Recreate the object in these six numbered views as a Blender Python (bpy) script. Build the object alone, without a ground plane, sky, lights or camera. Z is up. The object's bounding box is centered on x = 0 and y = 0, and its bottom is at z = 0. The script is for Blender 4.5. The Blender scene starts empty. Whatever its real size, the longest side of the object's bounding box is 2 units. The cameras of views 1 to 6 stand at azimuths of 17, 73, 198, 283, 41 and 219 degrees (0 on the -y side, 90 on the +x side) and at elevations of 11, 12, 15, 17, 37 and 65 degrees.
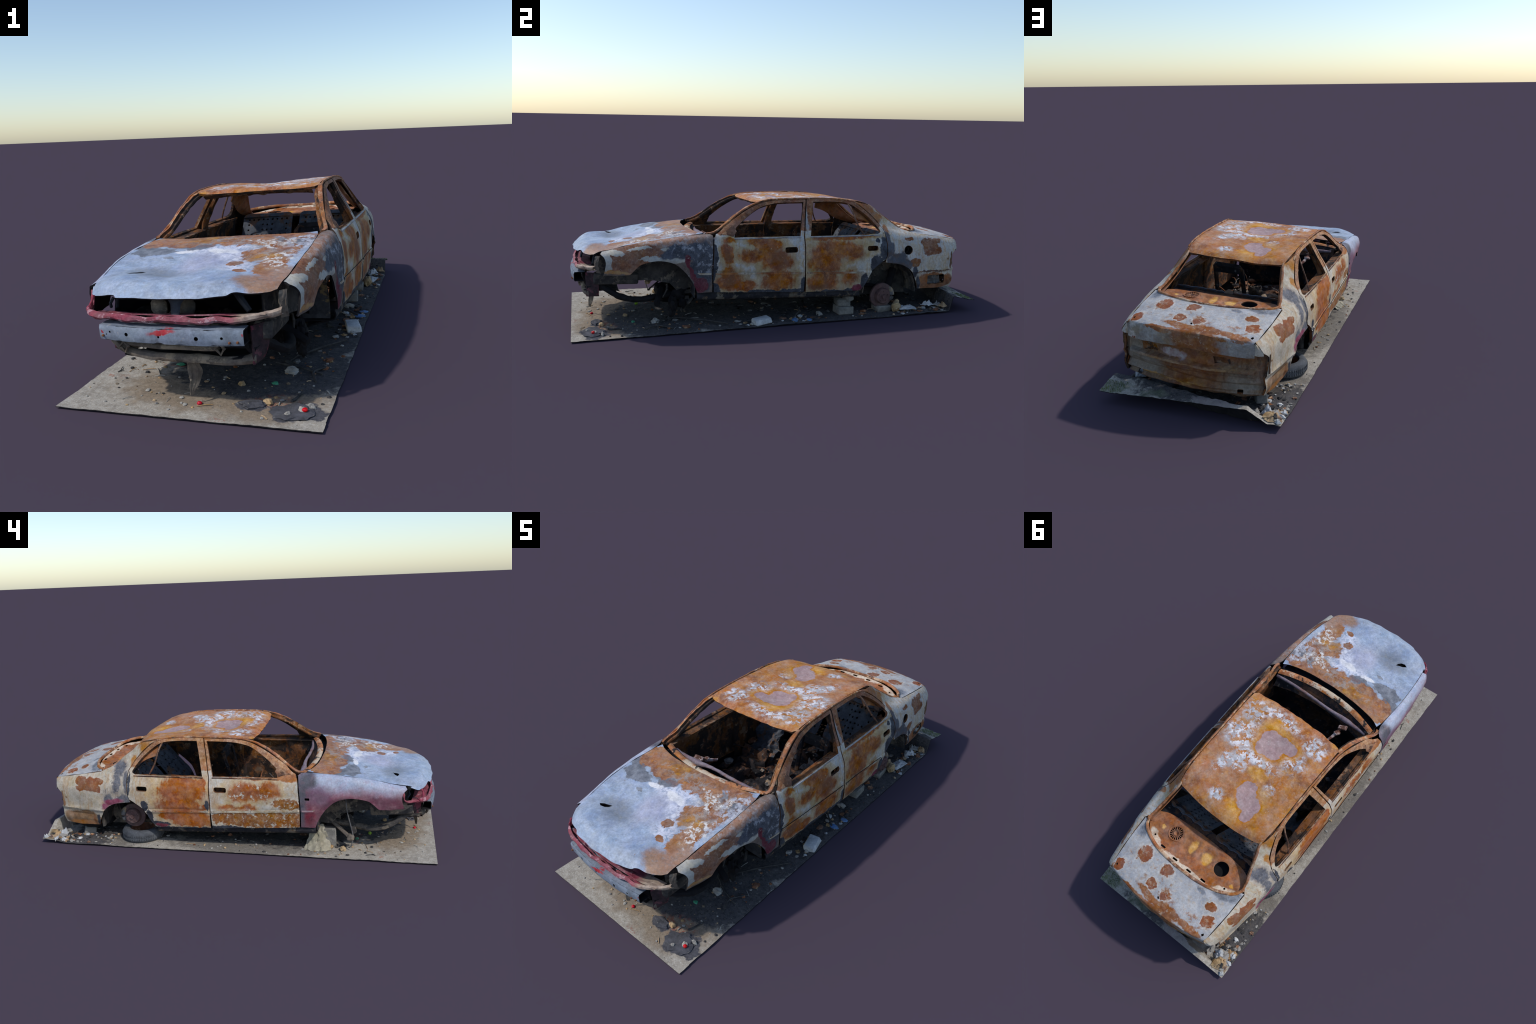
import bpy, math, random
import numpy as np
from mathutils import Vector, noise as mnoise
from mathutils.geometry import delaunay_2d_cdt

rng = random.Random(41)
ROLL = math.radians(3.1)        # the wreck leans: its +x side stands higher
SHIFT = 0.011

# ------------------------------------------------------------------ small maths
def pchip(xs, ys, xq):
    xs = np.asarray(xs, float); ys = np.asarray(ys, float); xq = np.clip(np.asarray(xq, float), xs[0], xs[-1])
    h = np.diff(xs); d = np.diff(ys) / h
    m = np.zeros_like(ys)
    for i in range(1, len(xs) - 1):
        if d[i-1] * d[i] > 0:
            w1 = 2*h[i] + h[i-1]; w2 = h[i] + 2*h[i-1]
            m[i] = (w1 + w2) / (w1/d[i-1] + w2/d[i])
    m[0] = d[0]; m[-1] = d[-1]
    i = np.clip(np.searchsorted(xs, xq) - 1, 0, len(h) - 1)
    t = (xq - xs[i]) / h[i]
    return ((1+2*t)*(1-t)**2*ys[i] + t*(1-t)**2*h[i]*m[i] + t*t*(3-2*t)*ys[i+1] + t*t*(t-1)*h[i]*m[i+1])

def smooth(pts, per=5, closed=False):
    """Catmull-Rom through control points."""
    P = [np.array(p, float) for p in pts]; n = len(P); out = []
    segs = n if closed else n - 1
    for i in range(segs):
        p1, p2 = P[i], P[(i+1) % n]
        p0 = P[(i-1) % n] if (closed or i > 0) else 2*p1 - p2
        p3 = P[(i+2) % n] if (closed or i < n-2) else 2*p2 - p1
        for k in range(per):
            t = k / per
            out.append(0.5*((2*p1) + (p2-p0)*t + (2*p0-5*p1+4*p2-p3)*t*t + (3*p1-p0-3*p2+p3)*t**3))
    if not closed: out.append(P[-1])
    return [tuple(p) for p in out]

def circle(cx, cy, r, n=14, ry=None):
    return [(cx + r*math.cos(2*math.pi*k/n), cy + (ry or r)*math.sin(2*math.pi*k/n)) for k in range(n)]

def rrect(cx, cy, w, h, r=0.006, n=3):
    out = []
    for sx, sy, a0 in ((1, 1, 0), (-1, 1, 90), (-1, -1, 180), (1, -1, 270)):
        for k in range(n+1):
            a = math.radians(a0 + 90*k/n)
            out.append((cx + sx*(w/2-r) + r*math.cos(a), cy + sy*(h/2-r) + r*math.sin(a)))
    return out

def nz(p, scale, seed=0.0):
    return mnoise.noise(Vector((p[0]*scale + seed, p[1]*scale + seed*1.7, p[2]*scale - seed)))

def fbm(p, scale, seed=0.0, octv=3):
    s = 0; a = 1.0; f = scale
    for _ in range(octv):
        s += a*nz(p, f, seed); a *= 0.5; f *= 2.1; seed += 3.3
    return s

def gauss(d2): return math.exp(-d2)

# ------------------------------------------------------------------ body surface: a loft over ten rails (y, x, z)
RAILS = [
 # 0 sill bottom
 [(-1.0,.24,.24),(-.85,.30,.236),(-.44,.338,.122),(-.2,.340,.108),(.07,.340,.095),(.365,.338,.090),(.70,.336,.096),(.90,.312,.098),(.96,.288,.10)],
 # 1 door bottom
 [(-1.0,.28,.262),(-.85,.328,.262),(-.44,.358,.168),(-.2,.366,.154),(.07,.369,.142),(.365,.366,.132),(.70,.352,.142),(.90,.325,.142),(.96,.298,.142)],
 # 2 rubbing-strip line
 [(-1.0,.285,.29),(-.85,.331,.288),(-.6,.355,.264),(-.37,.368,.250),(.07,.375,.229),(.365,.375,.220),(.70,.353,.196),(.90,.321,.190),(.96,.295,.19)],
 # 3 handle height
 [(-1.0,.290,.313),(-.85,.334,.316),(-.6,.361,.322),(-.37,.370,.335),(.07,.373,.325),(.42,.372,.315),(.62,.362,.305),(.76,.346,.298),(.90,.326,.284),(.96,.300,.28)],
 # 4 belt, fender shoulder
 [(-1.0,.285,.332),(-.85,.328,.337),(-.6,.350,.374),(-.37,.356,.394),(.07,.354,.391),(.42,.350,.383),(.62,.344,.362),(.76,.330,.346),(.90,.312,.325),(.96,.285,.318)],
 # 5 fender crown, middle of side glass
 [(-1.0,.275,.343),(-.85,.318,.350),(-.6,.337,.397),(-.42,.340,.413),(-.36,.341,.416),(-.25,.327,.440),(-.15,.314,.465),(-.05,.309,.478),(.1,.306,.483),(.3,.306,.478),(.4,.310,.460),(.5,.323,.415),(.62,.326,.386),(.76,.315,.363),(.90,.300,.339),(.96,.275,.33)],
 # 6 bonnet seam, cant rail, boot seam
 [(-1.0,.245,.35),(-.85,.293,.360),(-.72,.308,.388),(-.6,.314,.405),(-.42,.309,.419),(-.365,.321,.424),(-.3,.303,.455),(-.25,.290,.490),(-.19,.277,.528),(-.12,.266,.556),(-.06,.261,.566),(.08,.258,.569),(.2,.257,.567),(.3,.257,.560),(.36,.260,.549),(.43,.269,.512),(.5,.284,.452),(.56,.297,.416),(.64,.303,.394),(.76,.299,.373),(.90,.287,.349),(.96,.268,.337)],
 # 7 glass edge, roof edge
 [(-1.0,.2,.352),(-.85,.25,.365),(-.6,.27,.404),(-.42,.275,.421),(-.365,.295,.427),(-.25,.258,.502),(-.19,.245,.534),(-.12,.236,.556),(-.06,.234,.566),(.08,.232,.570),(.3,.232,.563),(.36,.234,.556),(.42,.237,.544),(.465,.240,.524),(.5,.249,.496),(.56,.266,.448),(.65,.286,.397),(.70,.284,.390),(.76,.279,.379),(.90,.262,.358),(.96,.25,.34)],
 # 8 quarter width
 [(-1.0,.13,.366),(-.9,.13,.376),(-.8,.13,.383),(-.68,.13,.393),(-.5,.13,.420),(-.42,.13,.428),(-.25,.13,.515),(-.12,.12,.563),(-.05,.12,.571),(.06,.12,.567),(.3,.12,.561),(.46,.12,.537),(.49,.12,.526),(.75,.14,.400),(.8,.14,.390),(.90,.14,.368),(.96,.14,.352)],
 # 9 centre line
 [(-1.0,0,.369),(-.9,0,.379),(-.8,0,.386),(-.68,0,.394),(-.5,0,.424),(-.44,0,.430),(-.25,0,.525),(-.13,0,.564),(-.05,0,.571),(.06,0,.563),(.34,0,.555),(.48,0,.537),(.76,0,.397),(.85,0,.386),(.936,0,.364),(.96,0,.356)],
]
NY, NS = 981, 181
YT = np.linspace(-1.0, 0.96, NY); ST = np.linspace(0, 9, NS)
def build_tables():
    rx = np.stack([pchip([p[0] for p in r], [p[1] for p in r], YT) for r in RAILS], 1)
    rz = np.stack([pchip([p[0] for p in r], [p[2] for p in r], YT) for r in RAILS], 1)
    k = np.arange(10)
    X = np.stack([pchip(k, rx[i], ST) for i in range(NY)])
    Z = np.stack([pchip(k, rz[i], ST) for i in range(NY)])
    return X, Z
XT, ZT = build_tables()
ARC = np.concatenate([[0], np.cumsum(np.hypot(np.diff(XT[520]), np.diff(ZT[520])))])   # mid-car arc length
SEV = int(6.4/9*(NS-1))
def row(T, y):
    f = np.clip((y+1.0)/1.96*(NY-1), 0, NY-1.001); i = int(f); t = f-i
    return T[i]*(1-t) + T[i+1]*t
def surf(y, s):
    X, Z = row(XT, y), row(ZT, y)
    return float(np.interp(s, ST, X)), float(np.interp(s, ST, Z))
def s_of_z(y, z):
    Z = np.maximum.accumulate(row(ZT, y)[:SEV]); return float(np.interp(z, Z, ST[:SEV]))
def s_of_x(y, x):
    X = row(XT, y)[60:]; return float(np.interp(-abs(x), -X, ST[60:]))
def top_z(x, y):
    return surf(y, s_of_x(y, x))[1]
def a_of_s(s): return float(np.interp(s, ST, ARC))
def s_of_a(a): return float(np.interp(a, ARC, ST))
def YZ(pts): return [(y, a_of_s(s_of_z(y, z))) for y, z in pts]        # side outline -> panel plane
def YS(pts): return [(y, a_of_s(s)) for y, s in pts]

# ------------------------------------------------------------------ meshing
def pip(poly, pts):
    P = np.asarray(poly); x, y = pts[:, 0], pts[:, 1]; ins = np.zeros(len(pts), bool)
    j = len(P)-1
    for i in range(len(P)):
        xi, yi = P[i]; xj, yj = P[j]
        c = ((yi > y) != (yj > y))
        if yi != yj:
            ins ^= c & (x < (xj-xi)*(y-yi)/(yj-yi) + xi)
        j = i
    return ins

def densify(poly, sp):
    out = []
    for i in range(len(poly)):
        a = np.array(poly[i]); b = np.array(poly[(i+1) % len(poly)])
        n = max(1, int(round(np.linalg.norm(b-a)/sp)))
        for k in range(n): out.append(tuple(a + (b-a)*k/n))
    return out

def flat_mesh(outline, holes=(), sp=0.012):
    """triangulate an outline with holes, with an even net of points inside"""
    loops = [densify(outline, sp)] + [densify(h, min(sp, 0.008)) for h in holes]
    V = []; Ed = []
    for L in loops:
        b = len(V); V += L; n = len(L)
        Ed += [(b+i, b+(i+1) % n) for i in range(n)]
    B = np.array(V)
    lo, hi = B.min(0), B.max(0)
    gy = np.arange(lo[1]+sp*.5, hi[1], sp*.866)
    G = []
    for k, yy in enumerate(gy):
        xx = np.arange(lo[0] + (sp*.5 if k % 2 else 0), hi[0], sp)
        G.append(np.stack([xx, np.full_like(xx, yy)], 1))
    G = np.concatenate(G) if G else np.zeros((0, 2))
    m = pip(loops[0], G)
    for h in loops[1:]: m &= ~pip(h, G)
    G = G[m]
    if len(G):
        keep = np.ones(len(G), bool)
        for i in range(0, len(G), 2000):
            d = ((G[i:i+2000, None, :] - B[None])**2).sum(2).min(1); keep[i:i+2000] = d > (sp*.55)**2
        G = G[keep]
    allv = [Vector(p) for p in V] + [Vector(p) for p in G]
    v2, _, f2, *_ = delaunay_2d_cdt(allv, Ed, [], 0, 1e-6)
    v2 = np.array([(v.x, v.y) for v in v2]); f2 = np.array([f for f in f2 if len(f) == 3])
    c = v2[f2].mean(1); m = pip(loops[0], c)
    for h in loops[1:]: m &= ~pip(h, c)
    return v2, f2[m]

def vnormals(V, F):
    n = np.cross(V[F[:, 1]]-V[F[:, 0]], V[F[:, 2]]-V[F[:, 0]])
    N = np.zeros_like(V)
    for k in range(3): np.add.at(N, F[:, k], n)
    l = np.linalg.norm(N, axis=1, keepdims=True); l[l == 0] = 1
    return N/l

def shell(V, F, thick, out=None):
    """give a sheet its thickness (inwards); returns verts, faces, material index"""
    V = np.asarray(V, float); F = np.asarray(F)
    N = vnormals(V, F)
    if out is not None and (N @ np.asarray(out, float)).sum() < 0:
        F = F[:, ::-1]; N = -N
    n = len(V)
    E = {}
    for t in F:
        for a, b in ((t[0], t[1]), (t[1], t[2]), (t[2], t[0])):
            E[(int(a), int(b))] = 1
    faces = [tuple(map(int, t)) for t in F]; mi = [0]*len(faces)
    faces += [(int(t[2])+n, int(t[1])+n, int(t[0])+n) for t in F]; mi += [1]*len(F)
    for (a, b) in E:
        if (b, a) not in E:
            faces.append((a, a+n, b+n, b)); mi.append(1)
    return np.concatenate([V, V - N*thick]), faces, mi

COLL = bpy.context.scene.collection
def obj(name, V, F, mats, parent=None, mi=None, smooth_angle=40, kind=None):
    me = bpy.data.meshes.new(name)
    me.from_pydata([tuple(map(float, v)) for v in V], [], [tuple(f) for f in F])
    if not isinstance(mats, (list, tuple)): mats = [mats]
    for m in mats: me.materials.append(m)
    if mi is not None:
        me.polygons.foreach_set('material_index', np.minimum(np.array(mi, dtype=np.int32), len(mats)-1))
    me.polygons.foreach_set('use_smooth', np.ones(len(me.polygons), dtype=bool))
    me.set_sharp_from_angle(angle=math.radians(smooth_angle))
    me.update()
    o = bpy.data.objects.new(name, me); COLL.objects.link(o)
    if parent is not None: o.parent = parent
    if kind: o["kind"] = kind
    return o

class Bag:
    """collects pieces of geometry into one mesh"""
    def __init__(s): s.V = []; s.F = []; s.M = []; s.n = 0
    def add(s, VF, m=0):
        V, F = VF[0], VF[1]
        s.V += [tuple(map(float, v)) for v in V]
        for k, f in enumerate(F):
            s.F.append(tuple(int(i)+s.n for i in f)); s.M.append(m if not len(VF) > 2 else VF[2][k]+m)
        s.n += len(V); return s
    def make(s, name, mats, parent=None, **k): return obj(name, s.V, s.F, mats, parent, mi=s.M, **k)

def tube(path, rad, n=8, flat=1.0, up=(0, 0, 1), rough=0, seed=0):
    P = [np.array(p, float) for p in path]; V = []; F = []
    R = rad if hasattr(rad, '__len__') else [rad]*len(P)
    for i, p in enumerate(P):
        t = P[min(i+1, len(P)-1)] - P[max(i-1, 0)]; t /= np.linalg.norm(t)
        u = np.array(up, float); a = np.cross(t, u)
        if np.linalg.norm(a) < 1e-3: a = np.cross(t, (1, 0, 0))
        a /= np.linalg.norm(a); b = np.cross(a, t)
        for k in range(n):
            an = 2*math.pi*k/n
            q = p + R[i]*(a*math.cos(an) + b*flat*math.sin(an))
            if rough: q = q + rough*np.array([nz(q, 40, seed), nz(q, 40, seed+5), nz(q, 40, seed+9)])
            V.append(q)
    for i in range(len(P)-1):
        for k in range(n):
            F.append((i*n+k, i*n+(k+1) % n, (i+1)*n+(k+1) % n, (i+1)*n+k))
    F.append(tuple(range(n-1, -1, -1))); F.append(tuple(range((len(P)-1)*n, len(P)*n)))
    return V, F

def box(c, size, rot=(0, 0, 0), bev=0.003, rough=0, seed=0, div=1):
    """box with chamfered edges, optionally knocked out of true"""
    sx, sy, sz = [s/2 for s in size]; b = min(bev, sx*.45, sy*.45, sz*.45)
    V = []; idx = {}
    for ax in range(3):
        for sg in (-1, 1):
            for u in (-1, 1):
                for w in (-1, 1):
                    h = [sx, sy, sz]; q = [0, 0, 0]; o = [(ax+1) % 3, (ax+2) % 3]
                    q[ax] = sg*h[ax]; q[o[0]] = u*(h[o[0]]-b); q[o[1]] = w*(h[o[1]]-b)
                    idx[(ax, sg, u, w)] = len(V); V.append(q)
    F = []
    for ax in range(3):
        for sg in (-1, 1):
            f = [idx[(ax, sg, u, w)] for u, w in ((-1, -1), (1, -1), (1, 1), (-1, 1))]
            F.append(f if sg > 0 else f[::-1])
    V = np.array(V, float)
    import itertools
    def hull_faces():
        # chamfer strips and corners
        for a in range(3):
            b1, c1 = (a+1) % 3, (a+2) % 3
            for s1 in (-1, 1):
                for s2 in (-1, 1):
                    i0 = idx[(b1, s1, s2, -1)]; i1 = idx[(b1, s1, s2, 1)]
                    j0 = idx[(c1, s2, -1, s1)]; j1 = idx[(c1, s2, 1, s1)]
                    f = [i0, i1, j1, j0]
                    n = np.cross(V[f[1]]-V[f[0]], V[f[2]]-V[f[0]])
                    F.append(f if n @ V[f].mean(0) > 0 else f[::-1])
        for s0, s1, s2 in itertools.product((-1, 1), repeat=3):
            f = [idx[(0, s0, s1, s2)], idx[(1, s1, s2, s0)], idx[(2, s2, s0, s1)]]
            n = np.cross(V[f[1]]-V[f[0]], V[f[2]]-V[f[0]])
            F.append(f if n @ V[f].mean(0) > 0 else f[::-1])
    hull_faces()
    from mathutils import Euler
    R = np.array(Euler(rot).to_matrix())
    V = V @ R.T + np.array(c)
    if rough:
        V = np.array([v + rough*np.array([nz(v, 23, seed), nz(v, 23, seed+4), nz(v, 23, seed+8)]) for v in V])
    # fix b1 strips: (axis b1 faces store u along c1.., handled by normal test)
    return V, F

def lathe(profile, c, axis='x', n=28):
    """profile: list of (r, t) turned round an axis through c"""
    V = []; F = []; m = len(profile)
    for k in range(n):
        a = 2*math.pi*k/n
        for r, t in profile:
            p = {'x': (t, r*math.cos(a), r*math.sin(a)), 'z': (r*math.cos(a), r*math.sin(a), t), 'y': (r*math.sin(a), t, r*math.cos(a))}[axis]
            V.append((c[0]+p[0], c[1]+p[1], c[2]+p[2]))
    for k in range(n):
        for j in range(m-1):
            F.append((k*m+j, ((k+1) % n)*m+j, ((k+1) % n)*m+j+1, k*m+j+1))
    return V, F

ICO = None
def ico(sub=2):
    global ICO
    t = (1+5**.5)/2
    V = [np.array(v, float)/math.hypot(1, t) for v in [(-1,t,0),(1,t,0),(-1,-t,0),(1,-t,0),(0,-1,t),(0,1,t),(0,-1,-t),(0,1,-t),(t,0,-1),(t,0,1),(-t,0,-1),(-t,0,1)]]
    F = [(0,11,5),(0,5,1),(0,1,7),(0,7,10),(0,10,11),(1,5,9),(5,11,4),(11,10,2),(10,7,6),(7,1,8),(3,9,4),(3,4,2),(3,2,6),(3,6,8),(3,8,9),(4,9,5),(2,4,11),(6,2,10),(8,6,7),(9,8,1)]
    for _ in range(sub):
        c = {}; G = []
        def mid(a, b):
            k = (min(a, b), max(a, b))
            if k not in c:
                m = V[a]+V[b]; V.append(m/np.linalg.norm(m)); c[k] = len(V)-1
            return c[k]
        for a, b, d in F:
            x, y, z = mid(a, b), mid(b, d), mid(d, a); G += [(a, x, z), (b, y, x), (d, z, y), (x, y, z)]
        F = G
    return np.array(V), F
ICO1, ICO2, ICO3 = ico(1), ico(2), ico(3)
def rock(c, r, seed, sub=ICO2, rough=.35, freq=1.6):
    V, F = sub; out = []
    for v in V:
        k = 1 + rough*fbm(v, freq, seed, 2)
        out.append((c[0]+v[0]*r[0]*k, c[1]+v[1]*r[1]*k, c[2]+v[2]*r[2]*k))
    return out, F

def grid(fn, nu, nv):
    V = [fn(i/(nu-1), j/(nv-1)) for j in range(nv) for i in range(nu)]
    F = []
    for j in range(nv-1):
        for i in range(nu-1):
            a = j*nu+i; F += [(a, a+1, a+nu+1), (a, a+nu+1, a+nu)]
    return np.array(V, float), np.array(F)

def sheet(fn, nu, nv, thick, out=None): return shell(*grid(fn, nu, nv), thick, out)

# ================================================================== MATERIALS
def lin(c):
    if isinstance(c, str):
        c = [int(c[i:i+2], 16)/255 for i in (0, 2, 4)]
        return tuple((v/12.92 if v <= .04045 else ((v+.055)/1.055)**2.4) for v in c)
    return tuple(c)

class Graph:
    """thin wrapper that builds shader nodes; every method returns an output socket"""
    def __init__(g, name):
        g.m = bpy.data.materials.new(name); g.m.use_nodes = True; g.t = g.m.node_tree
        g.b = g.t.nodes["Principled BSDF"]; g.co = g.t.nodes.new("ShaderNodeTexCoord").outputs["Object"]
    def put(g, sock, v):
        if isinstance(v, bpy.types.NodeSocket): g.t.links.new(v, sock)
        elif v is not None:
            if sock.type == 'RGBA' and len(v) == 3: v = (*v, 1)
            sock.default_value = v
    def math(g, op, a, b=None, c=None, clamp=False):
        n = g.t.nodes.new("ShaderNodeMath"); n.operation = op; n.use_clamp = clamp
        for i, v in enumerate((a, b, c)): g.put(n.inputs[i], v)
        return n.outputs[0]
    def vmath(g, op, a, b=None, scale=None):
        n = g.t.nodes.new("ShaderNodeVectorMath"); n.operation = op
        g.put(n.inputs[0], a); g.put(n.inputs[1], b)
        if scale is not None: n.inputs["Scale"].default_value = scale
        return n.outputs["Value"] if op in ('LENGTH', 'DOT_PRODUCT', 'DISTANCE') else n.outputs["Vector"]
    def map(g, v, loc=(0, 0, 0), rot=(0, 0, 0), scale=(1, 1, 1), kind='TEXTURE'):
        n = g.t.nodes.new("ShaderNodeMapping"); n.vector_type = kind; g.put(n.inputs[0], v)
        n.inputs["Location"].default_value = loc; n.inputs["Rotation"].default_value = rot; n.inputs["Scale"].default_value = scale
        return n.outputs[0]
    def noise(g, scale, detail=4, rough=.6, v=None, color=False, dist=0):
        n = g.t.nodes.new("ShaderNodeTexNoise"); g.put(n.inputs["Vector"], v or g.co)
        n.inputs["Scale"].default_value = scale; n.inputs["Detail"].default_value = detail; n.inputs["Roughness"].default_value = rough; n.inputs["Distortion"].default_value = dist
        return n.outputs["Color" if color else "Fac"]
    def voro(g, scale, v=None, feature='F1', out="Distance"):
        n = g.t.nodes.new("ShaderNodeTexVoronoi"); g.put(n.inputs["Vector"], v or g.co); n.inputs["Scale"].default_value = scale; n.feature = feature
        return n.outputs[out]
    def step(g, v, lo, hi, a=0.0, b=1.0, smooth=True):
        n = g.t.nodes.new("ShaderNodeMapRange"); n.interpolation_type = 'SMOOTHSTEP' if smooth else 'LINEAR'
        g.put(n.inputs["Value"], v); n.inputs["From Min"].default_value = lo; n.inputs["From Max"].default_value = hi
        n.inputs["To Min"].default_value = a; n.inputs["To Max"].default_value = b
        return n.outputs[0]
    def mix(g, f, a, b):
        n = g.t.nodes.new("ShaderNodeMix"); n.data_type = 'RGBA'
        g.put(n.inputs["Factor"], f); g.put(n.inputs["A"] if False else n.inputs[6], a); g.put(n.inputs[7], b)
        return n.outputs[2]
    def warp(g, amp, scale, detail=3, v=None):
        c = g.noise(scale, detail, .6, v=v, color=True)
        return g.vmath('ADD', v or g.co, g.vmath('SCALE', g.vmath('SUBTRACT', c, (.5, .5, .5)), scale=amp))
    def tone(g, c, scale=25, detail=5, v=None, lo=.38, hi=.62):
        """a colour, or several colours mottled together at different scales"""
        if isinstance(c, str) or not isinstance(c[0], (tuple, list, str)): return lin(c)
        out = lin(c[0])
        for k, cc in enumerate(c[1:]):
            q = g.noise(scale*(.55, 1.6, 3.6, 1.0)[k % 4], detail+1, .68, v=g.map(v or g.co, loc=(k*1.3, .7*k, .2*k)), dist=.25)
            out = g.mix(g.step(q, lo+.05*k, hi+.05*k, 0, (1, .9, .85, .8)[k % 4]), out, lin(cc))
        return out

def blob_mask(g, v, blobs, plane, soft=.12, invert=False):
    """union of ellipses; plane 'yz' for sides, 'xy' for tops, 'xz' for front and rear"""
    d = None
    for bl in blobs:
        a, b, ra, rb = bl[:4]; rot = math.radians(bl[4]) if len(bl) > 4 else 0
        if plane == 'yz': m = g.map(v, (0, a, b), (rot, 0, 0), (9, ra, rb))
        elif plane == 'xy': m = g.map(v, (a, b, 0), (0, 0, rot), (ra, rb, 9))
        else: m = g.map(v, (a, 0, b), (0, -rot, 0), (ra, 9, rb))
        l = g.vmath('LENGTH', m)
        d = l if d is None else g.math('SMOOTH_MIN', d, l, .30)
    return d

def paint(name, plane, base, layers, rough=.75, bump=.25, speck=None, metallic=0, streak=None, bscale=90, tscale=18, stain=None, vary=.2):
    """base: colours; layers: dicts with b=blobs, p=plane, c=colours, soft, edge (raggedness), es (its scale),
    sk (vertical run marks on the edge), dens (broken into flakes), halo (rim colour), a (strength)"""
    g = Graph(name)
    w = g.warp(.05, 9, 4); w2 = g.warp(.02, 45, 3, v=w)
    fine = g.noise(110, 6, .75); mid = g.noise(7, 5, .6, v=g.map(g.co, loc=(3.1, 1.7, .4)))
    run = None
    if plane != 'xy':
        sv = g.map(w2, scale=(.03, .011, .20)) if plane == 'yz' else g.map(w2, scale=(.011, .03, .20))
        run = g.noise(1.0, 5, .65, v=sv)
    col = g.tone(base, tscale, 6)
    if stain:
        col = g.mix(g.step(g.noise(stain[1], 7, .68, dist=.4), .50, .66, 0, stain[2]), col, g.tone(stain[0], 40, 5))
    if streak and run is not None:
        col = g.mix(g.step(run, .47, .66, 0, streak[1]), col, lin(streak[0]))
    for L in layers:
        d = None; s = L.get('soft', .12)
        if 'b' in L:
            d = blob_mask(g, w2, L['b'], L.get('p', plane))
            n = g.noise(L.get('es', 16), 8, .68, dist=.3)
            d = g.math('ADD', g.math('ADD', d, .06), g.math('MULTIPLY', g.math('SUBTRACT', n, .5), L.get('edge', .5)*1.8))
            if 'sk' in L and run is not None:
                d = g.math('ADD', d, g.math('MULTIPLY', g.math('SUBTRACT', run, .5), L['sk']))
            f = g.step(d, 1+s, 1-s)
        else:
            f = 1.0
        if 'dens' in L:
            lo = L['dens']; q = g.noise(L.get('ds', 26), 9, .72, v=g.warp(.025, 16, 3), dist=.2)
            k = g.step(q, lo, lo+L.get('dw', .045)); f = g.math('MULTIPLY', f, k) if f != 1.0 else k
        if 'a' in L: f = g.math('MULTIPLY', f, L['a'])
        if 'halo' in L:
            hf = g.step(d, 1+s+L.get('hw', .45), 1+s+.02); col = g.mix(g.math('MULTIPLY', hf, L.get('ha', .8)), col, g.tone(L['halo'], 45, 5))
        col = g.mix(f, col, g.tone(L['c'], L.get('ts', 24), 6))
    if speck:
        for sc, th in ((speck[1], speck[2]), (speck[1]*2.3, speck[2]+.005)):
            col = g.mix(g.step(g.noise(sc, 4, .7), th, th+.05, 0, .75), col, lin(speck[0]))
    v = g.t.nodes.new("ShaderNodeHueSaturation"); g.put(v.inputs["Color"], col)
    g.put(v.inputs["Value"], g.math('MULTIPLY', g.math('MULTIPLY', g.step(fine, .3, .7, 1-vary, 1+vary, False), g.step(mid, .3, .7, .88, 1.12, False)), g.step(g.noise(34, 6, .7, v=g.map(g.co, loc=(2.2, .4, 1.9))), .3, .7, .86, 1.15, False)))
    g.put(v.inputs["Hue"], g.step(g.noise(11, 6, .65, v=g.map(g.co, loc=(.3, 2.2, 5.1))), .3, .7, .490, .508, False))
    g.put(v.inputs["Saturation"], g.step(g.noise(19, 6, .65, v=g.map(g.co, loc=(1.3, 4.2, 2.1))), .3, .7, .78, 1.18, False))
    g.put(g.b.inputs["Base Color"], v.outputs[0])
    g.b.inputs["Roughness"].default_value = rough; g.b.inputs["Metallic"].default_value = metallic
    g.b.inputs["Specular IOR Level"].default_value = .25
    if bump:
        bn = g.t.nodes.new("ShaderNodeBump"); bn.inputs["Strength"].default_value = bump; bn.inputs["Distance"].default_value = .002
        g.put(bn.inputs["Height"], g.math('ADD', g.noise(bscale, 6, .7), g.math('MULTIPLY', g.noise(22, 4, .6), 1.2)))
        g.t.links.new(bn.outputs[0], g.b.inputs["Normal"])
    return g.m

# palette (base colours)
SOOT = ('3d3f47', '4d5058', '2e2f35'); MAROON = ('74323e', '642834', '854652'); ASHW = ('c6c4ca', 'd4d2d6', 'aeb0ba')
RUST = ('93582c', '7a4324', 'b07034', '8f6648'); RUSTD = ('7d482c', '6a3a26', '945a38', '86624e'); RUSTO = ('a35e2e', '8a4a26', 'b36f36', '986a4c')
BROWN = ('6f4a36', '80583e', '5c3c2c'); OCHRE = ('bd8438', 'ad7028', 'cc9a50'); MAUVE = ('a58a86', '9a7d7c', 'b09694')
FRAME_L = ('80553c', '946648', '664434', 'a58a70'); FRAME_R = ('9a6c4a', 'ad8058', '7d543a', 'bfa488')

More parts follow.
